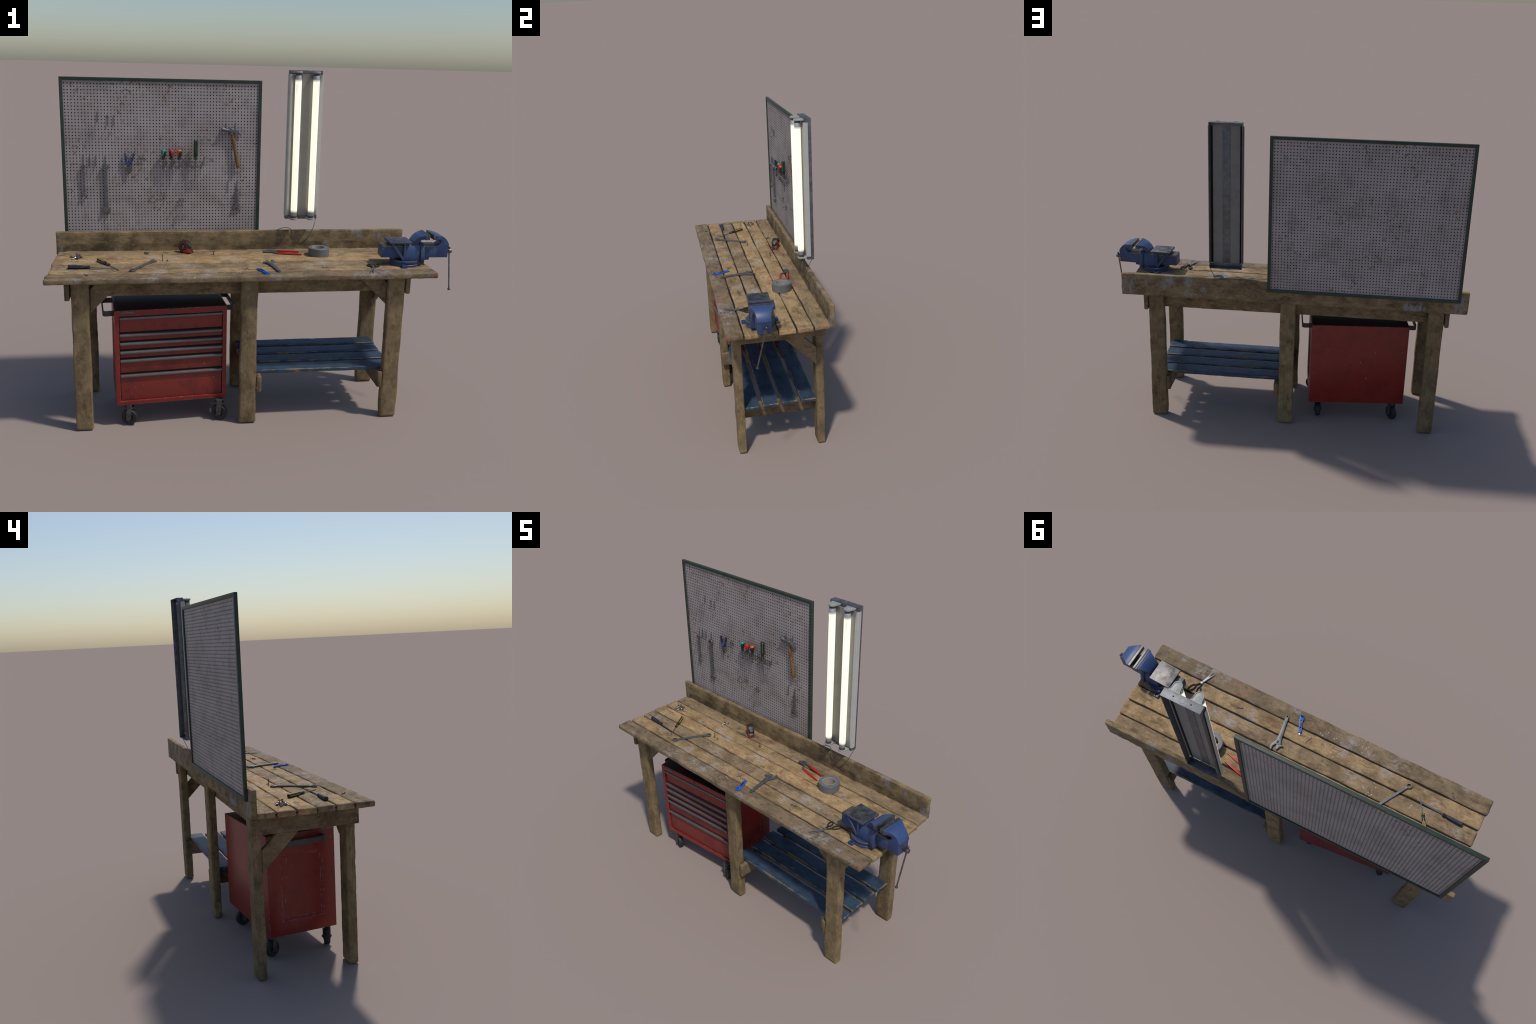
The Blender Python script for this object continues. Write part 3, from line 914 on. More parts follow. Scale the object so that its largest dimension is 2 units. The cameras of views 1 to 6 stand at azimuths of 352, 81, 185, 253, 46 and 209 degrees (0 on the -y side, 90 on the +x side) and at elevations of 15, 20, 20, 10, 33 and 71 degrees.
def arch(x, k=1.0, z0=0.018, top=0.1115):
    half = [(0.050, z0), (0.0525, 0.033), (0.0520, 0.048), (0.0495, 0.065), (0.0455, 0.082), (0.0400, 0.096), (0.0330, 0.106), (0.0260, top)]
    return [V((x, y * k, z)) for y, z in half] + [V((x, -y * k, z)) for y, z in half[::-1]]


add(loft([arch(-0.022, 0.90, 0.022, 0.107), arch(-0.014, 0.94), arch(0.02, 0.96), arch(0.067, 0.96)], 0.0015, 2, 35, 1), "vise_body", BLUE, vise)
add(loft([arch(0.0665, 1.12, 0.0190, 0.1140), arch(0.086, 1.12, 0.0190, 0.1140)], 0.0022, 2, 35, 1), "body_flange", BLUE, vise)
add(loft([[V((x, y, z)) for y, z in ((-0.028, zb), (0.028, zb), (0.028, 0.0425), (-0.028, 0.0425))] for x, zb in ((0.080, 0.0245), (0.119, 0.0285))], 0.0018, 2, 30, 1), "guide_tongue", BLUE, vise)
add(box((-0.1300, -0.0365, 0.0420), (0.1520, 0.0365, 0.0920), 0.0018, 2, 1), "slide", BLUE, vise)
add(box((-0.1296, -0.0361, 0.0922), (0.1500, 0.0361, 0.1045), 0.002), "slide_rail", "steel", vise)
add(loft([[V((x, y, z)) for x, y in ((-0.096 + i, -0.0565 + i), (0.018 - i, -0.0565 + i), (0.018 - i, 0.0565 - i), (-0.096 + i, 0.0565 - i))] for z, i in ((0.1125, 0.0025), (0.1180, 0.0), (0.1248, 0.0))], 0.0016, 2, 30, 1), "anvil_block", BLUE, vise)
add(box((-0.0948, -0.0553, 0.1249), (0.0168, 0.0553, 0.1268), 0.0010, 2, 1), "anvil_plate", ["plate", "bright"], vise)
ribs = []
for s in (-1, 1):
    y0, y1 = s * 0.0465, s * 0.0530
    for pts in ([(-0.0205, 0.114), (-0.0115, 0.114), (-0.0115, 0.020), (-0.0205, 0.020)], [(-0.0860, 0.114), (-0.0735, 0.114), (-0.0115, 0.036), (-0.0115, 0.020), (-0.0185, 0.020)]):
        ribs.append(loft([[V((x, y, z)) for x, z in pts] for y in (y0, y1)], 0.0016, 1, 30, 1))
add(join(*ribs), "anvil_rib", BLUE, vise)


def jaw_arm(outer, inner):
    secs = [[V((ox, w, oz)), V((ox, -w, oz)), V((ix, -w, iz)), V((ix, w, iz))] for (ox, oz, w), (ix, iz) in zip(outer, inner)]
    bm = loft_bm(secs)
    bmesh.ops.recalc_face_normals(bm, faces=bm.faces)
    bevel_sharp(bm, 0.0026, 2, 42, 1)
    return to_mesh(bm)


sj = add(jaw_arm([(0.0850, 0.1580, 0.0600), (0.0720, 0.1565, 0.0545), (0.0580, 0.1510, 0.0475), (0.0450, 0.1415, 0.0430), (0.0340, 0.1285, 0.0400), (0.0250, 0.1140, 0.0360), (0.0200, 0.1000, 0.0300)],
                 [(0.0850, 0.1385), (0.0780, 0.1375), (0.0700, 0.1345), (0.0635, 0.1290), (0.0595, 0.1215), (0.0575, 0.1130), (0.0570, 0.1000)]), "fixed_jaw", BLUE, vise)
add(box((0.0825, -0.0625, 0.1375), (0.0940, 0.0625, 0.1600), 0.0016, 2, 1), "jaw_head", BLUE, sj)
add(box((0.0942, -0.0622, 0.1385), (0.1050, 0.0622, 0.1625), 0.0010), "jaw_plate", "steel", sj)
mj = add(jaw_arm([(0.1465, 0.1582, 0.0605), (0.1580, 0.1572, 0.0535), (0.1700, 0.1545, 0.0465), (0.1830, 0.1485, 0.0405), (0.1960, 0.1385, 0.0370), (0.2070, 0.1250, 0.0355), (0.2140, 0.1110, 0.0350), (0.2150, 0.1030, 0.0350), (0.2118, 0.1010, 0.0345), (0.2118, 0.0420, 0.0345)],
                 [(0.1465, 0.1385), (0.1540, 0.1380), (0.1620, 0.1355), (0.1685, 0.1305), (0.1715, 0.1235), (0.1710, 0.1155), (0.1670, 0.1095), (0.1600, 0.1052), (0.1500, 0.1010), (0.1500, 0.0420)]), "moving_jaw", BLUE, vise)
add(box((0.1352, -0.0625, 0.1375), (0.1490, 0.0625, 0.1600), 0.0016, 2, 1), "jaw_head", BLUE, mj)
add(box((0.1230, -0.0622, 0.1385), (0.1350, 0.0622, 0.1625), 0.0010), "jaw_plate", "steel", mj)
add(lathe([(0.0085, 0), (0.0085, 0.012), (0.0112, 0.0125), (0.0118, 0.015), (0.0118, 0.028), (0.0105, 0.0312), (0, 0.0312)], 24, frame_to((0.2118, 0.002, 0.0672), (1, 0, 0))), "screw_head", "steel", vise)
hb, ht = V((0.2307, -0.046, -0.1235)), V((0.2320, 0.0075, 0.0840))
add(join(rod(hb, ht, 0.0037, 12), lathe([(0, -0.004), (0.004, -0.004), (0.0070, -0.001), (0.0074, 0.002), (0.0055, 0.0065), (0, 0.0075)], 16, frame_to(hb, ht - hb)), ball(ht, 0.0068)), "tommy_bar", "steel", vise)


# ------------------------------------------------------------------ tube light
LX0, LX1, LZ0, LZ1, LYF, LYB = 0.1995, 0.3705, 0.9415, 1.7145, 0.2425, 0.2785
TUBES, TY, TR = (0.2393, 0.3322), 0.2145, 0.0168
light = thing("tube_light", "twin fluorescent tube light fixture with hanging cable", "light fixture", (0.285, 0.26, LZ0))
for x0, x1 in ((LX0, LX0 + 0.0022), (LX1 - 0.0022, LX1)):
    add(box((x0, 0.2500, LZ0 + 0.002), (x1, LYB, LZ1 - 0.002), 0.0005), "side_channel", "galv", light, True)
for z0, z1 in ((LZ0, LZ0 + 0.020), (LZ1 - 0.020, LZ1)):
    cap_top = z1 > 1.5
    t = 0.0025
    zt0, zt1 = (z1 - t, z1) if cap_top else (z0, z0 + t)
    pieces = [box((LX0 - 0.0006, LYF, zt0), (LX1 + 0.0006, LYB + 0.0005, zt1), 0.0008), box((LX0 + 0.0003, LYF - 0.0002, z0 + 0.0003), (LX1 - 0.0003, LYF + 0.002, z1 - 0.0003), 0.0005)]
    pieces += [box((x - 0.0012, LYF + 0.002, z0 + 0.0004), (x + 0.0012, LYB, z1 - 0.0004), 0.0004) for x in (LX0 + 0.0008, LX1 - 0.0008)]
    zs, dirz = (z1, 1) if cap_top else (z0, -1)
    pieces.append(lathe([(0.0115, -0.0005), (0.0115, 0.0008), (0.0100, 0.0008), (0.0095, 0.0002), (0, 0.0002)], 24, frame_to((0.285, 0.2605, zs), (0, 0, dirz))))
    e = add(join(*pieces), "end_cap", "galv", light, True)
    add(join(*[lathe([(0.0032, -0.0005), (0.0032, 0.0003), (0, 0.0003)], 12, frame_to((x, 0.2605, zs), (0, 0, dirz))) for x in (0.247, 0.323)]), "screw_hole", "dark", e, True)

# reflector: a nearly flat sheet behind the tubes, between two rolled edges
cx = 0.2855


def folded(half_profile, both, z0, z1, th=0.0012):
    prof = half_profile
    bm = bmesh.new()
    rows = [[bm.verts.new((x, y, z)) for x, y in prof] for z in (z0, z1)]
    for i in range(len(prof) - 1):
        bm.faces.new((rows[0][i], rows[0][i + 1], rows[1][i + 1], rows[1][i]))
    bmesh.ops.recalc_face_normals(bm, faces=bm.faces)
    bmesh.ops.solidify(bm, geom=bm.faces, thickness=th)
    return to_mesh(bm)


sheet = [(-0.0710, 0.2405), (-0.0700, 0.2398), (-0.0230, 0.2392), (-0.0205, 0.2376), (-0.0185, 0.2380), (0.0185, 0.2380), (0.0205, 0.2376), (0.0230, 0.2392), (0.0700, 0.2398), (0.0710, 0.2405)]
add(folded([(cx + a, b) for a, b in sheet], None, LZ0 + 0.0190, LZ1 - 0.0205), "reflector", "reflector", light, True, 40)
add(box((cx - 0.0195, 0.2400, LZ0 + 0.0195), (cx + 0.0195, 0.2408, LZ1 - 0.0210), 0.0003), "back_strip", "galv", light, True)
for s in (-1, 1):
    roll = [(0.0705, 0.2405), (0.0722, 0.2392), (0.0735, 0.2398), (0.0770, 0.2366), (0.0820, 0.2352), (0.0868, 0.2364), (0.0900, 0.2400), (0.0912, 0.2450), (0.0915, 0.2600)]
    add(folded([(cx + s * a, b) for a, b in roll], None, LZ0 + 0.0205, LZ1 - 0.0205), "reflector_edge", "flange", light, True, 50)
    add(box((cx + s * 0.0712 - 0.0008, 0.2412, LZ0 + 0.020), (cx + s * 0.0712 + 0.0008, 0.2440, LZ1 - 0.020)), "back_seam", "dark", light, True)
    xs = sorted((cx + s * 0.0716, cx + s * 0.0830))
    add(box((xs[0], 0.2405, LZ0 + 0.021), (xs[1], 0.2420, LZ1 - 0.021)), "pocket_shadow_strip", "dark", light, True)  # black plate drawn for the deep shade in the rolled edge's back pocket

for x in TUBES:
    for top in (True, False):
        z = 1.7055 if top else 0.9480
        outl = [(-0.0262, 0.0), (-0.0240, 0.0060), (-0.0212, 0.0135), (-0.0198, 0.0215)] + [(px, 0.0285 + py) for px, py in circle(0, 0, 0.0197, 15, math.pi * 0.97, math.pi * 0.03)] + [(0.0198, 0.0215), (0.0212, 0.0135), (0.0240, 0.0060), (0.0262, 0.0)]
        mm = Matrix.Translation((x, 0.2425, z)) @ Matrix.Rotation(math.pi, 4, "Z")
        s = -1 if top else 1
        rim = [(px * 0.80, 0.0022 + py * 0.80 + 0.003) for px, py in outl]
        h = add(join(plate(outl, [rim], 0.0098, 0.0016, mm), plate([(px * 0.84, py * 0.88 + 0.002) for px, py in outl], [], 0.0050, 0.0006, mm)), "lampholder", "holder", light, True)
        add(lathe([(0, 0.0022), (0.0150, 0.0022), (0.0150, 0.0162), (0, 0.0162)], 28, frame_to((x, TY, z), (0, 0, s))), "socket", "socket", h, True)
        zz = z - s * 0.0026
        add(sweep([(x - 0.0045, 0.238, zz), (x - 0.0045, 0.221, zz), (x, 0.2145, zz), (x + 0.0045, 0.221, zz), (x + 0.0045, 0.238, zz)], 0.0008, 6, 3), "lampholder_rib", "holder", h, True)
TZ0, TZ1 = 0.9640, 1.6895
M["tube"] = tube_material(TZ0 + 0.0175 - LZ0, TZ1 - 0.0175 - LZ0)
for x in TUBES:
    t = add(lathe([(TR, TZ0 + 0.017), (TR, TZ1 - 0.017)], 32, Matrix.Translation((x, TY, 0))), "tube", "tube", light, True)
    add(join(lathe([(0.0146, TZ0), (0.0156, TZ0 + 0.0015), (0.0160, TZ0 + 0.0165), (TR, TZ0 + 0.0185), (0, TZ0 + 0.0185)], 32, Matrix.Translation((x, TY, 0))),
             lathe([(0, TZ1 - 0.0185), (TR, TZ1 - 0.0185), (0.0160, TZ1 - 0.0165), (0.0156, TZ1 - 0.0015), (0.0146, TZ1)], 32, Matrix.Translation((x, TY, 0)))), "tube_cap", "cap", t, True)
marks = []
for x, dx in ((0.2393, -0.011), (0.3322, 0.0085)):
    y = TY - math.sqrt(TR ** 2 - dx ** 2) - 0.0002
    a = math.atan2(dx, math.sqrt(TR ** 2 - dx ** 2))
    for k, (ln, off) in enumerate(((0.045, 0.0), (0.030, 0.0028))):
        ddx = dx - math.copysign(off, dx)
        yy = TY - math.sqrt(TR ** 2 - ddx ** 2) - 0.0001
        for i in range(int(ln / 0.003)):
            if (i * 7 + k) % 5:
                marks.append(box((x + ddx - 0.0005, yy - 0.0001, TZ1 - 0.045 - i * 0.003), (x + ddx + 0.0005, yy + 0.0006, TZ1 - 0.0428 - i * 0.003)))
o = add(join(*marks), "tube_print", "cable", light, True)
o["kind"] = "stuff"
add(sweep([(0.3735, 0.268, 0.958), (0.3725, 0.267, 0.945), (0.367, 0.258, 0.925), (0.353, 0.243, 0.886), (0.340, 0.2365, 0.862), (0.326, 0.2345, 0.842), (0.2965, 0.2345, 0.8235), (0.268, 0.2345, 0.834), (0.246, 0.235, 0.862),
           (0.234, 0.243, 0.8830), (0.212, 0.262, 0.8900), (0.176, 0.2685, 0.8815), (0.134, 0.2685, 0.861), (0.104, 0.2688, 0.836), (0.068, 0.2695, 0.8300), (0.052, 0.2700, 0.8310)], 0.0017, 8, 5), "power_cable", "cable", light, True)


# ------------------------------------------------------------------ hand tools
def flat_on_bench(a, b, h=0.0):
    """Matrix that lays a tool drawn along +Y (from a to b) flat on the bench top."""
    d = V((b[0] - a[0], b[1] - a[1], 0)).normalized()
    x = V((d.y, -d.x, 0))
    m = Matrix((x, d, V((0, 0, 1)))).transposed().to_4x4()
    m.translation = V((a[0], a[1], TOP + 0.0008 + h))
    return m


def hung(a, b, y):
    """Matrix for a tool drawn along +Y (from a to b, both (x, z)) hung parallel to the board."""
    d = V((b[0] - a[0], 0, b[1] - a[1])).normalized()
    n = V((0, -1, 0))
    x = d.cross(n)
    m = Matrix((x, d, n)).transposed().to_4x4()
    m.translation = V((a[0], y, a[1]))
    return m


def solid(name, me, mat, label, cat, m4, angle=38):
    o = add(me, name, mat, None, False, angle)
    o.matrix_world = m4
    o["label"], o["category"] = label, cat
    return o


def spanner(L, ring, shaft, head, th):
    """Combination spanner: ring centre at the origin, open jaw centre at y = L."""
    a = math.asin(min(0.9, shaft / 2 / ring))
    out = circle(0, 0, ring, 22, math.pi / 2 + a, 2.5 * math.pi - a)
    hr = head / 2
    c = (0, L)
    tilt = math.radians(15)
    jaw = hr * 0.46
    start = -math.pi / 2 + math.asin(shaft / 2 / hr)
    pts = circle(0, L, hr, 12, start, math.pi / 2 - 0.62 - tilt)
    u = V((math.sin(-tilt) * -1, math.cos(tilt)))
    u = V((math.sin(tilt), math.cos(tilt)))
    w = V((u.y, -u.x))
    cc = V(c)
    mouth = [cc + u * hr * 0.93 + w * jaw * 0.95, cc + u * hr * -0.05 + w * jaw * 0.95, cc - u * hr * 0.28 + w * jaw * 0.45, cc - u * hr * 0.28 - w * jaw * 0.45, cc - u * hr * 0.05 - w * jaw * 0.95, cc + u * hr * 0.93 - w * jaw * 0.95]
    left = circle(0, L, hr, 12, math.pi / 2 + 0.62 - tilt, 1.5 * math.pi - math.asin(shaft / 2 / hr))
    neck = 0.18 * L
    right_side = [(shaft / 2 * 0.92, ring + neck * 0.3), (shaft / 2 * 0.92, L * 0.55), (shaft / 2, L - hr - neck * 0.2)]
    outline = out + [(x, y) for x, y in right_side] + pts + [(p.x, p.y) for p in mouth] + left + [(-x, y) for x, y in right_side[::-1]]
    me = plate(outline, [circle(0, 0, ring * 0.66, 18)], th, th * 0.18)
    rib = [box((-shaft * 0.42, ring * 1.5, s * th * 0.5 - 0.0006), (-shaft * 0.26, L - hr * 1.3, s * th * 0.5 + 0.0006), 0.0004) for s in (1, -1)]
    rib += [box((shaft * 0.26, ring * 1.5, s * th * 0.5 - 0.0006), (shaft * 0.42, L - hr * 1.3, s * th * 0.5 + 0.0006), 0.0004) for s in (1, -1)]
    collar = lathe([(ring * 0.68, -th * 0.72), (ring * 0.98, -th * 0.72), (ring * 1.02, -th * 0.5), (ring * 1.02, th * 0.5), (ring * 0.98, th * 0.72), (ring * 0.68, th * 0.72), (ring * 0.68, -th * 0.72)], 24)
    return join(me, *rib, collar)


solid("combination_spanner", spanner(0.153, 0.0113, 0.0118, 0.0290, 0.0055), "tool", "steel combination spanner hanging on the board", "spanner", hung((-0.8507, 1.2150), (-0.8497, 1.0614), 0.2632))
solid("combination_spanner", spanner(0.2264, 0.0165, 0.0180, 0.0420, 0.0075), "tool", "large steel combination spanner hanging on the board", "spanner", hung((-0.7397, 1.2136), (-0.7392, 0.9872), 0.2630))
solid("combination_spanner", spanner(0.1965, 0.0142, 0.0135, 0.0330, 0.0070), "tool", "steel combination spanner lying on the bench", "spanner", flat_on_bench((-0.6025, -0.1600), (-0.5030, 0.0090), 0.0052))


def adjustable(L, w, th):
    """Adjustable wrench: hang hole at the origin, jaws past y = L."""
    body = [(-w * 0.42, 0.0)] + [(x, y) for x, y in circle(0, 0, w * 0.42, 9, math.pi, 2 * math.pi)] + [(w * 0.50, L * 0.55), (w * 0.62, L * 0.76)]
    body += [(w * 1.30, L * 0.86), (w * 1.62, L * 0.95), (w * 1.62, L * 1.02), (w * 1.40, L * 1.09), (w * 1.05, L * 1.07), (w * 0.98, L * 0.97), (w * 0.55, L * 0.90), (-w * 0.2, L * 0.905), (-w * 0.75, L * 0.90), (-w * 0.95, L * 0.86), (-w * 0.62, L * 0.76), (-w * 0.50, L * 0.55)]
    a = plate(body, [circle(0, 0, w * 0.24, 12), [(-w * 0.18, L * 0.78), (w * 0.30, L * 0.78), (w * 0.30, L * 0.85), (-w * 0.18, L * 0.85)]], th, th * 0.15)
    jaw = [(-w * 1.55, L * 0.885), (-w * 0.95, L * 0.875), (w * 0.20, L * 0.905), (w * 0.12, L * 1.00), (-w * 0.15, L * 1.06), (-w * 0.65, L * 0.985), (-w * 0.95, L * 0.93), (-w * 1.55, L * 0.92)]
    b = moved(plate(jaw, [], th * 1.1, th * 0.15), Matrix.Translation((0, 0, 0.0006)))
    k = lathe([(w * 0.2, 0), (w * 0.2, w * 0.46)], 10, frame_to((-w * 0.17, L * 0.815, 0), (1, 0, 0)))
    inset = box((-w * 0.30, L * 0.12, th * 0.5 - 0.0002), (w * 0.30, L * 0.68, th * 0.5 + 0.0007), 0.0005)
    inset2 = box((-w * 0.30, L * 0.12, -th * 0.5 - 0.0007), (w * 0.30, L * 0.68, -th * 0.5 + 0.0002), 0.0005)
    return join(a, b, k, inset, inset2)


solid("adjustable_wrench", adjustable(0.178, 0.0195, 0.0085), "tool", "grey adjustable wrench lying on the bench", "wrench", flat_on_bench((0.0925, -0.2120), (0.0640, -0.0250), 0.0062))
solid("adjustable_wrench", adjustable(0.104, 0.0145, 0.0065), "tool", "small adjustable wrench hanging on the board", "wrench", hung((-0.0610, 1.0960), (-0.0570, 0.9870), 0.2650))


def driver_handle(L, r, slot):
    """Fluted screwdriver handle from z = 0 (butt) to z = L (ferrule), coloured ribs in slot 1."""
    prof = [(0, 0), (r * 0.75, 0), (r * 0.98, L * 0.03), (r, L * 0.08), (r * 0.97, L * 0.62), (r * 0.80, L * 0.72), (r * 0.66, L * 0.80), (r * 0.70, L * 0.86), (r * 0.88, L * 0.90), (r * 0.88, L * 0.985), (r * 0.6, L), (0, L)]
    fine = []
    for (r0, z0), (r1, z1) in zip(prof, prof[1:]):
        n = max(1, int((z1 - z0) / (L * 0.07)))
        fine += [(r0 + (r1 - r0) * i / n, z0 + (z1 - z0) * i / n) for i in range(n)]
    fine.append(prof[-1])

    def pick(a, z):
        f = (a / (2 * math.pi) * 5) % 1.0
        return 1 if (f < 0.30 and (0.05 * L < z < 0.66 * L or 0.88 * L < z < 0.985 * L)) else 0

    me = lathe(fine, 40, None, pick)
    # press shallow flutes into the gripping length
    for v in me.vertices:
        rr = math.hypot(v.co.x, v.co.y)
        if rr > r * 0.3 and 0.04 * L < v.co.z < 0.68 * L:
            f = (math.atan2(v.co.y, v.co.x) / (2 * math.pi) * 5) % 1.0
            k = 1.0 - 0.10 * (0.5 + 0.5 * math.cos(2 * math.pi * (f - 0.62)))
            v.co.x *= k
            v.co.y *= k
    return me


def screwdriver(name, label, m4, L, r, shaft, sr, colour, roll=0.0):
    o = thing(name, label, "screwdriver", mat4=m4)
    add(moved(driver_handle(L, r, 1), Matrix.Rotation(roll, 4, "Z")), "handle", ["handle_black", colour], o)
    add(lathe([(sr, L - 0.002), (sr, L + shaft * 0.88), (sr * 0.55, L + shaft), (0, L + shaft)], 12), "shaft", "tool", o)
    return o


def lie(a, b, r):
    return frame_to((a[0], a[1], TOP + r + 0.0006), (b[0] - a[0], b[1] - a[1], -r * 0.75), (0, 0, 1))


screwdriver("screwdriver", "black and blue screwdriver lying on the bench", lie((-0.9065, -0.0965), (-0.690, -0.110), 0.0105), 0.103, 0.0105, 0.118, 0.0024, "c_navy", 0.4)
screwdriver("screwdriver", "black and yellow screwdriver lying on the bench", lie((-0.7745, 0.0300), (-0.6660, -0.1450), 0.0102), 0.110, 0.0102, 0.097, 0.0022, "c_yellow", 0.2)
screwdriver("screwdriver", "black and green screwdriver hanging in the rack", frame_to((-0.2775, 0.2462, 1.3530), (-0.0062, 0.004, -0.195), (0, -1, 0)), 0.098, 0.0122, 0.098, 0.0024, "c_green", 0.3)


def stubby(x, y, colour, face, word):
    """Ball-handled screwdriver, butt up, hanging in the rack; face = world angle of the coloured patch."""
    H = 0.0525
    o = thing("stubby_screwdriver", f"round black and {word} screwdriver hanging in the rack", "screwdriver", (x, y, 1.2545))
    pts = [(0.0, 0.0), (0.0092, 0.0), (0.0100, 0.0015), (0.0098, 0.004), (0.0084, 0.008), (0.0080, 0.012), (0.0092, 0.018), (0.0112, 0.025), (0.0126, 0.032), (0.0130, 0.038), (0.0122, 0.044), (0.0100, 0.0485), (0.0065, 0.0515), (0.0030, 0.0524), (0, 0.0525)]

    def pick(a, z):
        d = abs((a - face + math.pi) % (2 * math.pi) - math.pi)
        return 1 if z > 0.0435 or (z > 0.016 and d < 0.95 * math.sqrt(max(0, (z - 0.014) / 0.026))) else 0

    add(lathe(smooth_prof(pts), 36, None, pick), "handle", ["handle_black", colour], o)
    d = V((math.cos(face), math.sin(face), 0.45)).normalized()
    add(lathe([(0.0024, -0.001), (0.0024, 0.0004), (0, 0.0004)], 12, frame_to(d * 0.0133 + V((0, 0, 0.0365)) - V((0, 0, 0.001)), d)), "hang_hole", "dark", o)
    add(rod((0, 0, 0.001), (0, 0, -0.052), 0.0024, 10), "shaft", "tool", o)


def smooth_prof(pts):
    p = smooth_path([(a, b, 0) for a, b in pts], 3)
    return [(max(0.0, q.x), q.y) for q in p]


stubby(-0.4447, 0.2490, "c_teal", math.radians(-128), "green")
stubby(-0.4037, 0.2480, "c_red", math.radians(-55), "red")
stubby(-0.3642, 0.2485, "c_orange", math.radians(-150), "orange")

# hammer
ham = thing("claw_hammer", "claw hammer with worn wooden handle hanging on hooks", "hammer", (-0.0890, 0.2590, 1.2120))


def oval(p, d, rx, ry, n=16):
    d = V(d).normalized()
    x = V((0, 1, 0)).cross(d).normalized()
    return [V(p) + x * rx * math.cos(a) + V((0, 1, 0)) * ry * math.sin(a) for a in (2 * math.pi * i / n for i in range(n))]


hs = []
for t, rx, ry in ((0, 0.0070, 0.0055), (0.015, 0.0092, 0.0068), (0.12, 0.0098, 0.0072), (0.45, 0.0090, 0.0066), (0.8, 0.0082, 0.0062), (1.0, 0.0078, 0.0062), (1.12, 0.0078, 0.0060)):
    p = V((-0.0570, 0.2585, 1.2130)).lerp(V((-0.0900, 0.2605, 1.3835)), t)
    hs.append(oval(p, (-0.033, 0.002, 0.17), rx, ry))
add(loft(hs), "handle", "hickory", ham, True)
hd = V((0.985, 0, -0.17)).normalized()     # along the head, face to claw
hu = V((0.17, 0, 0.985)).normalized()
c0 = V((-0.0935, 0.2600, 1.4035))
add(join(lathe([(0, -0.054), (0.0100, -0.054), (0.0110, -0.052), (0.0110, -0.040), (0.0075, -0.034), (0.0072, -0.020), (0.0095, -0.014), (0.0095, -0.006)], 18, frame_to(c0 - hu * 0.001, hd)),
         loft([oval(c0 - hu * 0.020, hu, 0.0105, 0.0085), oval(c0 - hu * 0.012, hu, 0.0118, 0.0095), oval(c0, hu, 0.0155, 0.0105), oval(c0 + hu * 0.010, hu, 0.0145, 0.0102), oval(c0 + hu * 0.0125, hu, 0.012, 0.008)]),
         *[loft([[c0 + hd * u + hu * v0 + V((0, s * (0.0045 + sp) + w, 0)) for v0, w in ((v + tq, -tw), (v + tq, tw), (v - tq, tw), (v - tq, -tw))]
                 for u, v, tq, tw, sp in ((0.010, 0.001, 0.0095, 0.0042, 0.0), (0.022, 0.0015, 0.0080, 0.0043, 0.0003), (0.034, -0.002, 0.0055, 0.0042, 0.0012), (0.044, -0.009, 0.0030, 0.0036, 0.0022), (0.052, -0.018, 0.0008, 0.0028, 0.0030))], 0.0006, 1, 40) for s in (-1, 1)]), "hammer_head", "tool", ham, True)


# blue pliers on the board
pl = thing("combination_pliers", "pliers with blue handles hanging on the board", "pliers", (-0.621, 0.262, 1.178))


def strip(pts, w, th, m4=None, bevel=0.001):
    """Flat tapered strip along 2D points with half widths w."""
    L_, R_ = [], []
    for i, p in enumerate(pts):
        a, b = pts[max(i - 1, 0)], pts[min(i + 1, len(pts) - 1)]
        t = V((b[0] - a[0], b[1] - a[1])).normalized()
        L_.append((p[0] - t.y * w[i], p[1] + t.x * w[i]))
        R_.append((p[0] + t.y * w[i], p[1] - t.x * w[i]))
    return plate(R_ + L_[::-1], [], th, bevel, m4)


XZ = lambda y: Matrix(((1, 0, 0, 0), (0, 0, -1, y), (0, 1, 0, 0), (0, 0, 0, 1)))
hl = add(strip([(-0.6425, 1.283), (-0.6395, 1.262), (-0.6355, 1.245), (-0.629, 1.232), (-0.619, 1.221)], [0.0028, 0.0034, 0.0036, 0.0040, 0.0046], 0.010, XZ(0.2612), 0.002), "handle", "c_blue", pl, True)
add(strip([(-0.5985, 1.284), (-0.6005, 1.262), (-0.605, 1.245), (-0.613, 1.232), (-0.625, 1.221)], [0.0028, 0.0034, 0.0036, 0.0040, 0.0046], 0.010, XZ(0.2622), 0.002), "handle", "c_blue", pl, True)
add(strip([(-0.6385, 1.284), (-0.6360, 1.262), (-0.6320, 1.245)], [0.0012, 0.0014, 0.0012], 0.0108, XZ(0.2612), 0.0008), "handle_grip", "handle_black", pl, True)
add(strip([(-0.5955, 1.284), (-0.5975, 1.262), (-0.602, 1.245)], [0.0014, 0.0018, 0.0016], 0.0112, XZ(0.2620), 0.0008), "handle_grip", "handle_black", pl, True)
add(join(strip([(-0.626, 1.221), (-0.6275, 1.205), (-0.6235, 1.180)], [0.0052, 0.0055, 0.0016], 0.008, XZ(0.2618)), strip([(-0.617, 1.221), (-0.6145, 1.205), (-0.6165, 1.179)], [0.0052, 0.0055, 0.0016], 0.008, XZ(0.2618))), "jaw", M["fork"], pl, True)

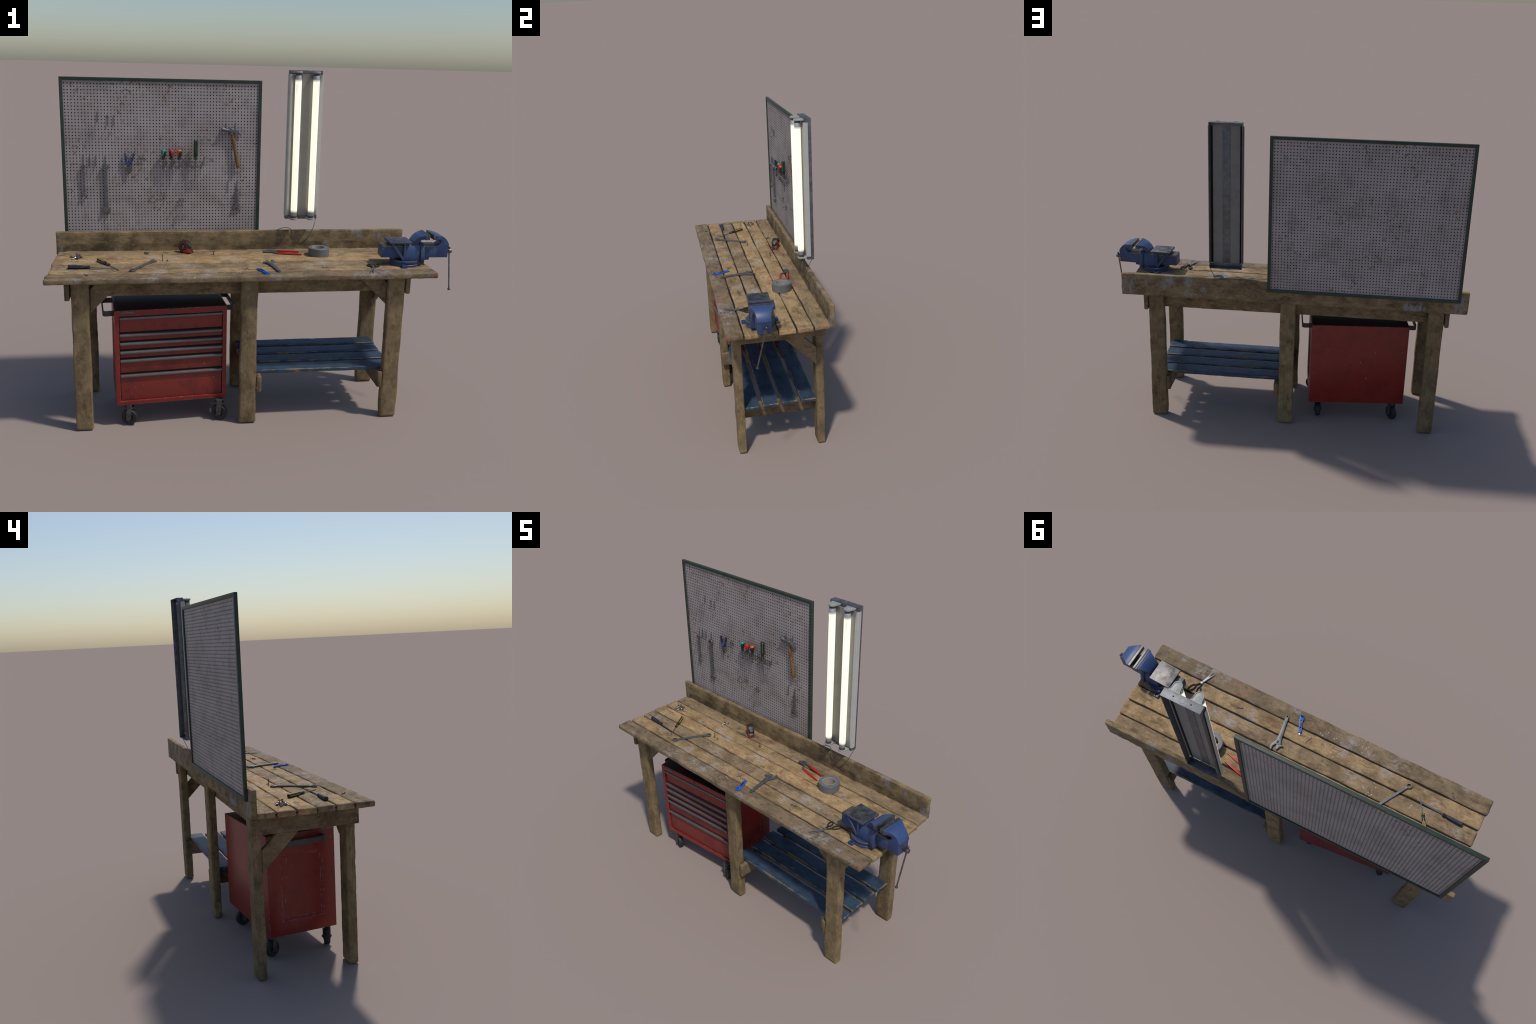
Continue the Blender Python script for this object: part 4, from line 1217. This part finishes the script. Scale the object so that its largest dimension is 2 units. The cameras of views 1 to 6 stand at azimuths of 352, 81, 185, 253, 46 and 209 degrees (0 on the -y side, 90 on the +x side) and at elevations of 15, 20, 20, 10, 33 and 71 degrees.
# red slip-joint pliers on the bench
rp = thing("slip_joint_pliers", "water pump pliers with red handles lying on the bench", "pliers", (0.13, 0.15, TOP))
XY = lambda h: Matrix.Translation((0, 0, TOP + h))
add(strip([(0.150, 0.1690), (0.168, 0.1648), (0.210, 0.1545), (0.259, 0.1425)], [0.0052, 0.0062, 0.0058, 0.0026], 0.0085, XY(0.0085), 0.0025), "handle", "c_red", rp, True)
add(strip([(0.147, 0.1262), (0.165, 0.1225), (0.215, 0.1105), (0.267, 0.0975)], [0.0052, 0.0064, 0.0062, 0.0028], 0.0085, XY(0.0055), 0.0025), "handle", "c_red", rp, True)
add(join(strip([(0.153, 0.1680), (0.130, 0.1735), (0.112, 0.1775), (0.095, 0.1780), (0.072, 0.1665)], [0.0045, 0.0056, 0.0075, 0.0085, 0.0020], 0.0065, XY(0.0080)),
         strip([(0.150, 0.1255), (0.138, 0.1310), (0.127, 0.1420), (0.118, 0.1610), (0.098, 0.1640), (0.074, 0.1600)], [0.0045, 0.0050, 0.0046, 0.0060, 0.0060, 0.0020], 0.0065, XY(0.0052)),
         lathe([(0.0048, 0), (0.0048, 0.0125), (0.003, 0.0135), (0, 0.0135)], 12, Matrix.Translation((0.114, 0.1700, TOP)))), "jaw", "tool", rp, True)

# scissors
sc = thing("scissors", "scissors with black handles lying on the bench", "scissors", (0.569, -0.186, TOP))
add(join(strip([(0.5330, -0.2530), (0.552, -0.218), (0.5690, -0.1860), (0.576, -0.172)], [0.0006, 0.0040, 0.0058, 0.0050], 0.0022, XY(0.0060), 0.0004),
         strip([(0.5480, -0.2560), (0.559, -0.220), (0.5690, -0.1860), (0.569, -0.172)], [0.0006, 0.0040, 0.0058, 0.0050], 0.0022, XY(0.0036), 0.0004)), "blade", "blade", sc, True)
add(lathe([(0.0026, 0), (0.0026, 0.009), (0, 0.009)], 10, Matrix.Translation((0.5690, -0.1860, TOP))), "pivot_screw", "handle_black", sc, True)


def finger_loop(tang, c, ang, rx, ry, z):
    """Closed oval grip ring with a tang running back to the blade."""
    ca, sa = math.cos(ang), math.sin(ang)
    ring = [(c[0] + ca * rx * math.cos(t) - sa * ry * math.sin(t), c[1] + sa * rx * math.cos(t) + ca * ry * math.sin(t), TOP + z) for t in (2 * math.pi * i / 16 for i in range(17))]
    p = sweep(ring, 0.0034, 8, 2)
    near = min(ring, key=lambda q: (V(q[:2]) - V(tang)).length)
    return join(p, sweep([(tang[0], tang[1], TOP + z), ((tang[0] + near[0]) / 2, (tang[1] + near[1]) / 2, TOP + z), near], [0.0042, 0.0040, 0.0034], 8, 3))


add(finger_loop((0.5690, -0.174), (0.5655, -0.1330), math.radians(100), 0.0190, 0.0095, 0.0045), "handle", "handle_black", sc, True)
add(finger_loop((0.5760, -0.174), (0.6055, -0.1330), math.radians(62), 0.0235, 0.0105, 0.0050), "handle", "handle_black", sc, True)

# utility knife
kn = thing("utility_knife", "bright blue snap-off knife lying on the bench", "knife", mat4=flat_on_bench((0.0330, -0.2540), (-0.0070, -0.1480), 0.0))
add(plate([(-0.0075, 0.004), (0.0085, 0.000), (0.0092, 0.030), (0.0085, 0.094), (0.006, 0.098), (-0.0062, 0.098), (-0.0085, 0.092), (-0.0088, 0.040), (-0.0135, 0.024), (-0.0145, 0.008), (-0.011, 0.002)],
          [[(-0.0045, 0.030), (0.0035, 0.030), (0.0035, 0.088), (-0.0045, 0.088)], [(-0.0118, 0.009), (-0.0088, 0.009), (-0.0080, 0.023), (-0.0108, 0.022)]], 0.009, 0.002, Matrix.Translation((0, 0, 0.0048))), "handle", "c_knife", kn)
add(box((-0.0042, 0.020, 0.0030), (0.0032, 0.092, 0.0060), 0.0004), "blade_channel", "fork", kn)
add(box((-0.0048, 0.046, 0.0055), (0.0040, 0.070, 0.0112), 0.0012), "slider", "handle_black", kn)
add(plate([(-0.004, 0.095), (0.004, 0.095), (0.004, 0.105), (-0.004, 0.111)], [], 0.0012, 0.0002, Matrix.Translation((0, 0, 0.0046))), "blade", "cap", kn)

# roll of tape
tr = thing("duct_tape_roll", "roll of grey duct tape standing flat on the bench", "tape roll", (0.3555, 0.0935, TOP + 0.001))
add(lathe([(0.0350, 0.0), (0.0530, 0.0), (0.0545, 0.0012), (0.0545, 0.0415), (0.0530, 0.0430), (0.0350, 0.0430), (0.0350, 0.0)], 64), "tape_winding", "tape", tr)
add(lathe([(0.0328, 0.0004), (0.0352, 0.0004), (0.0352, 0.0436), (0.0328, 0.0436), (0.0328, 0.0004)], 48), "cardboard_core", "card", tr)
add(moved(text_mesh("10", 0.011, Matrix.Identity(4), 0.0003), Matrix.Translation((-0.004, 0.03265, 0.030)) @ Matrix.Rotation(math.radians(90), 4, "X")), "core_print", "c_red", tr)

# tape measure
nrm = V((-0.5, -0.866, 0))
ln = V((0.866, -0.5, 0))
mt = Matrix((ln, V((0, 0, 1)), nrm)).transposed().to_4x4()
mt.translation = V((-0.3385, 0.1885, TOP + 0.001))
tm = thing("tape_measure", "black and red tape measure standing on the bench", "tape measure", mat4=mt)
R_ = 0.0320
body = [(x, y) for x, y in circle(0.0, 0.0335, R_, 26, math.radians(-20), math.radians(232))]
case = body + [(-0.026, 0.0085), (-0.018, 0.0010), (0.036, 0.0010), (0.0395, 0.0040), (0.0385, 0.0150)]
add(plate(case, [], 0.034, 0.004), "case", "handle_black", tm)
for s in (1, -1):
    z = s * 0.0172
    mm = Matrix.Translation((0, 0, z))
    ringo = circle(-0.001, 0.0350, 0.0235, 30)
    add(plate(ringo, [circle(-0.001, 0.0350, 0.0192, 24)], 0.0016, 0.0004, mm), "red_ring", "c_red", tm)
    add(plate([(-0.006, 0.0128), (0.002, 0.0018), (0.0365, 0.0018), (0.0385, 0.0060), (0.0365, 0.0150), (0.0260, 0.0260), (0.0225, 0.0300), (0.0185, 0.0225), (0.010, 0.0155), (0.002, 0.0130)], [], 0.0018, 0.0004, mm), "red_corner", "c_red", tm)
    fl = Matrix.Identity(4) if s > 0 else Matrix.Rotation(math.pi, 4, "Y")
    add(text_mesh("25", 0.0125, Matrix.Translation((-0.001 * s, 0.0355, z + s * 0.0006)) @ fl, 0.0004), "number", "white_print", tm)
    add(box((-0.010, 0.0255, z - 0.0007), (0.008, 0.0272, z + 0.0007)), "yellow_print", "c_yellow", tm)
add(box((0.0370, 0.0020, -0.0075), (0.0415, 0.0125, 0.0075), 0.001), "tape_hook", "steel", tm)
for s in (1, -1):
    add(box((0.0350, 0.0010, s * 0.0125 - 0.004), (0.0425, 0.0110, s * 0.0125 + 0.004), 0.0015), "red_foot", "c_red", tm)
add(plate([(0.0225, 0.050), (0.0330, 0.034), (0.0360, 0.036), (0.0255, 0.0530)], [], 0.018, 0.0012), "lock_button", "fork", tm)
add(plate([(-0.0345, 0.020), (-0.0325, 0.020), (-0.0325, 0.048), (-0.0345, 0.048)], [], 0.012, 0.0006), "belt_clip", "steel", tm)


# ------------------------------------------------------------------ loose hardware
def bolt_mesh(L, r, head):
    return join(lathe([(head, 0), (head * 1.02, head * 0.1), (head * 1.02, head * 0.75), (head * 0.85, head * 0.9), (0, head * 0.9)], 6),
                lathe([(r, -L), (r, 0.0)], 10),
                *[lathe([(r * 0.9, -L + i * r * 0.9), (r * 1.18, -L + i * r * 0.9 + r * 0.25), (r * 0.9, -L + i * r * 0.9 + r * 0.5)], 10) for i in range(1, int(L / (r * 1.4)))])


BOLT = bolt_mesh(0.0185, 0.0029, 0.0056)
BOLT.materials.append(M["bolt"])
SCREW = bolt_mesh(0.026, 0.0026, 0.0044)
SCREW.materials.append(M["bolt"])
NUT = lathe([(0.0024, -0.002), (0.0046, -0.002), (0.0048, 0.0), (0.0046, 0.002), (0.0024, 0.002), (0.0024, -0.002)], 6)
NUT.materials.append(M["bolt"])
NAIL = join(lathe([(0.0022, 0), (0.0022, 0.0008), (0, 0.0008)], 10), lathe([(0.0009, 0), (0.0009, -0.028), (0, -0.031)], 8))
NAIL.materials.append(M["bolt"])


def scatter(name, me, p, z, label, cat, spin=0.0):
    o = link(bpy.data.objects.new(name, me))
    o.matrix_world = frame_to(p, z) @ Matrix.Rotation(spin, 4, "Z")
    o["label"], o["category"] = label, cat
    return o


rnd = random.Random(11)
pile = [(-0.912, 0.112), (-0.893, 0.098), (-0.884, 0.110), (-0.872, 0.113), (-0.880, 0.092), (-0.868, 0.090), (-0.891, 0.083), (-0.878, 0.079), (-0.862, 0.104), (-0.900, 0.088), (-0.873, 0.101), (-0.886, 0.121)]
for i, (x, y) in enumerate(pile):
    a = rnd.uniform(0, 6.28)
    tilt = rnd.uniform(-0.3, 0.35)
    if i in (2, 5):
        scatter("bolt", BOLT, (x, y, TOP + 0.0200), (0.12, 0.1, 1), "small steel hex bolt", "bolt", a)
    else:
        scatter("bolt", BOLT, (x, y, TOP + 0.0064), (math.cos(a), math.sin(a), tilt), "small steel hex bolt", "bolt", a)
scatter("screw", SCREW, (-0.8062, -0.2245, TOP + 0.0050), (0.62, -0.78, 0.05), "steel screw lying on the bench", "screw")
scatter("screw", SCREW, (0.3405, -0.1448, TOP + 0.0050), (0.94, 0.33, 0.05), "steel screw lying on the bench", "screw")
scatter("nut", NUT, (0.325, -0.150, TOP + 0.0050), (0.94, 0.33, 0.05), "small steel hex nut", "nut")
scatter("screw", bpy.data.meshes.new_from_object(bpy.data.objects["screw"]), (-0.4580, 0.0180, TOP + 0.0010), (0, 0, -1), "long steel screw standing on its head", "screw").scale = (1, 1, 1.28)
scatter("nut", NUT, (-0.4345, 0.0175, TOP + 0.0046), (0.8, -0.5, 0.1), "small steel hex nut", "nut")
scatter("bolt", BOLT, (-0.5390, 0.1660, TOP + 0.0055), (0.3, 0.9, 0.35), "small steel hex bolt", "bolt")
scatter("bolt", BOLT, (-0.5450, 0.1720, TOP + 0.0055), (-0.7, 0.5, 0.1), "small steel hex bolt", "bolt")
scatter("nut", NUT, (-0.5275, 0.1850, TOP + 0.0030), (0.1, 0.1, 1), "small steel hex nut", "nut")
scatter("bolt", BOLT, (-0.1935, 0.1255, TOP + 0.0188), (0.08, -0.05, 1), "small steel hex bolt standing upright", "bolt")
scatter("nut", NUT, (-0.1935, 0.1255, TOP + 0.0030), (0, 0, 1), "small steel hex nut", "nut")
for x, y, a in ((-0.0322, -0.1595, -2.9), (-0.0500, -0.1350, 1.0), (-0.0560, -0.1450, 2.2), (-0.0640, -0.1690, -1.9), (-0.0722, -0.1500, 2.8)):
    scatter("nail", NAIL, (x, y, TOP + 0.0030), (math.cos(a), math.sin(a), 0.05), "small steel nail", "nail")
for pts in ([(-0.8805, 0.0190), (-0.8790, 0.0300), (-0.8720, 0.0360), (-0.8660, 0.0400)], [(0.2010, -0.2520), (0.2075, -0.2500), (0.2095, -0.2440), (0.2070, -0.2380)]):
    me = sweep([(x, y, TOP + 0.0025) for x, y in pts], 0.0009, 6, 3)
    o = add(me, "wire_scrap", "bolt")
    o["label"], o["category"] = "short bent scrap of dark wire", "wire"
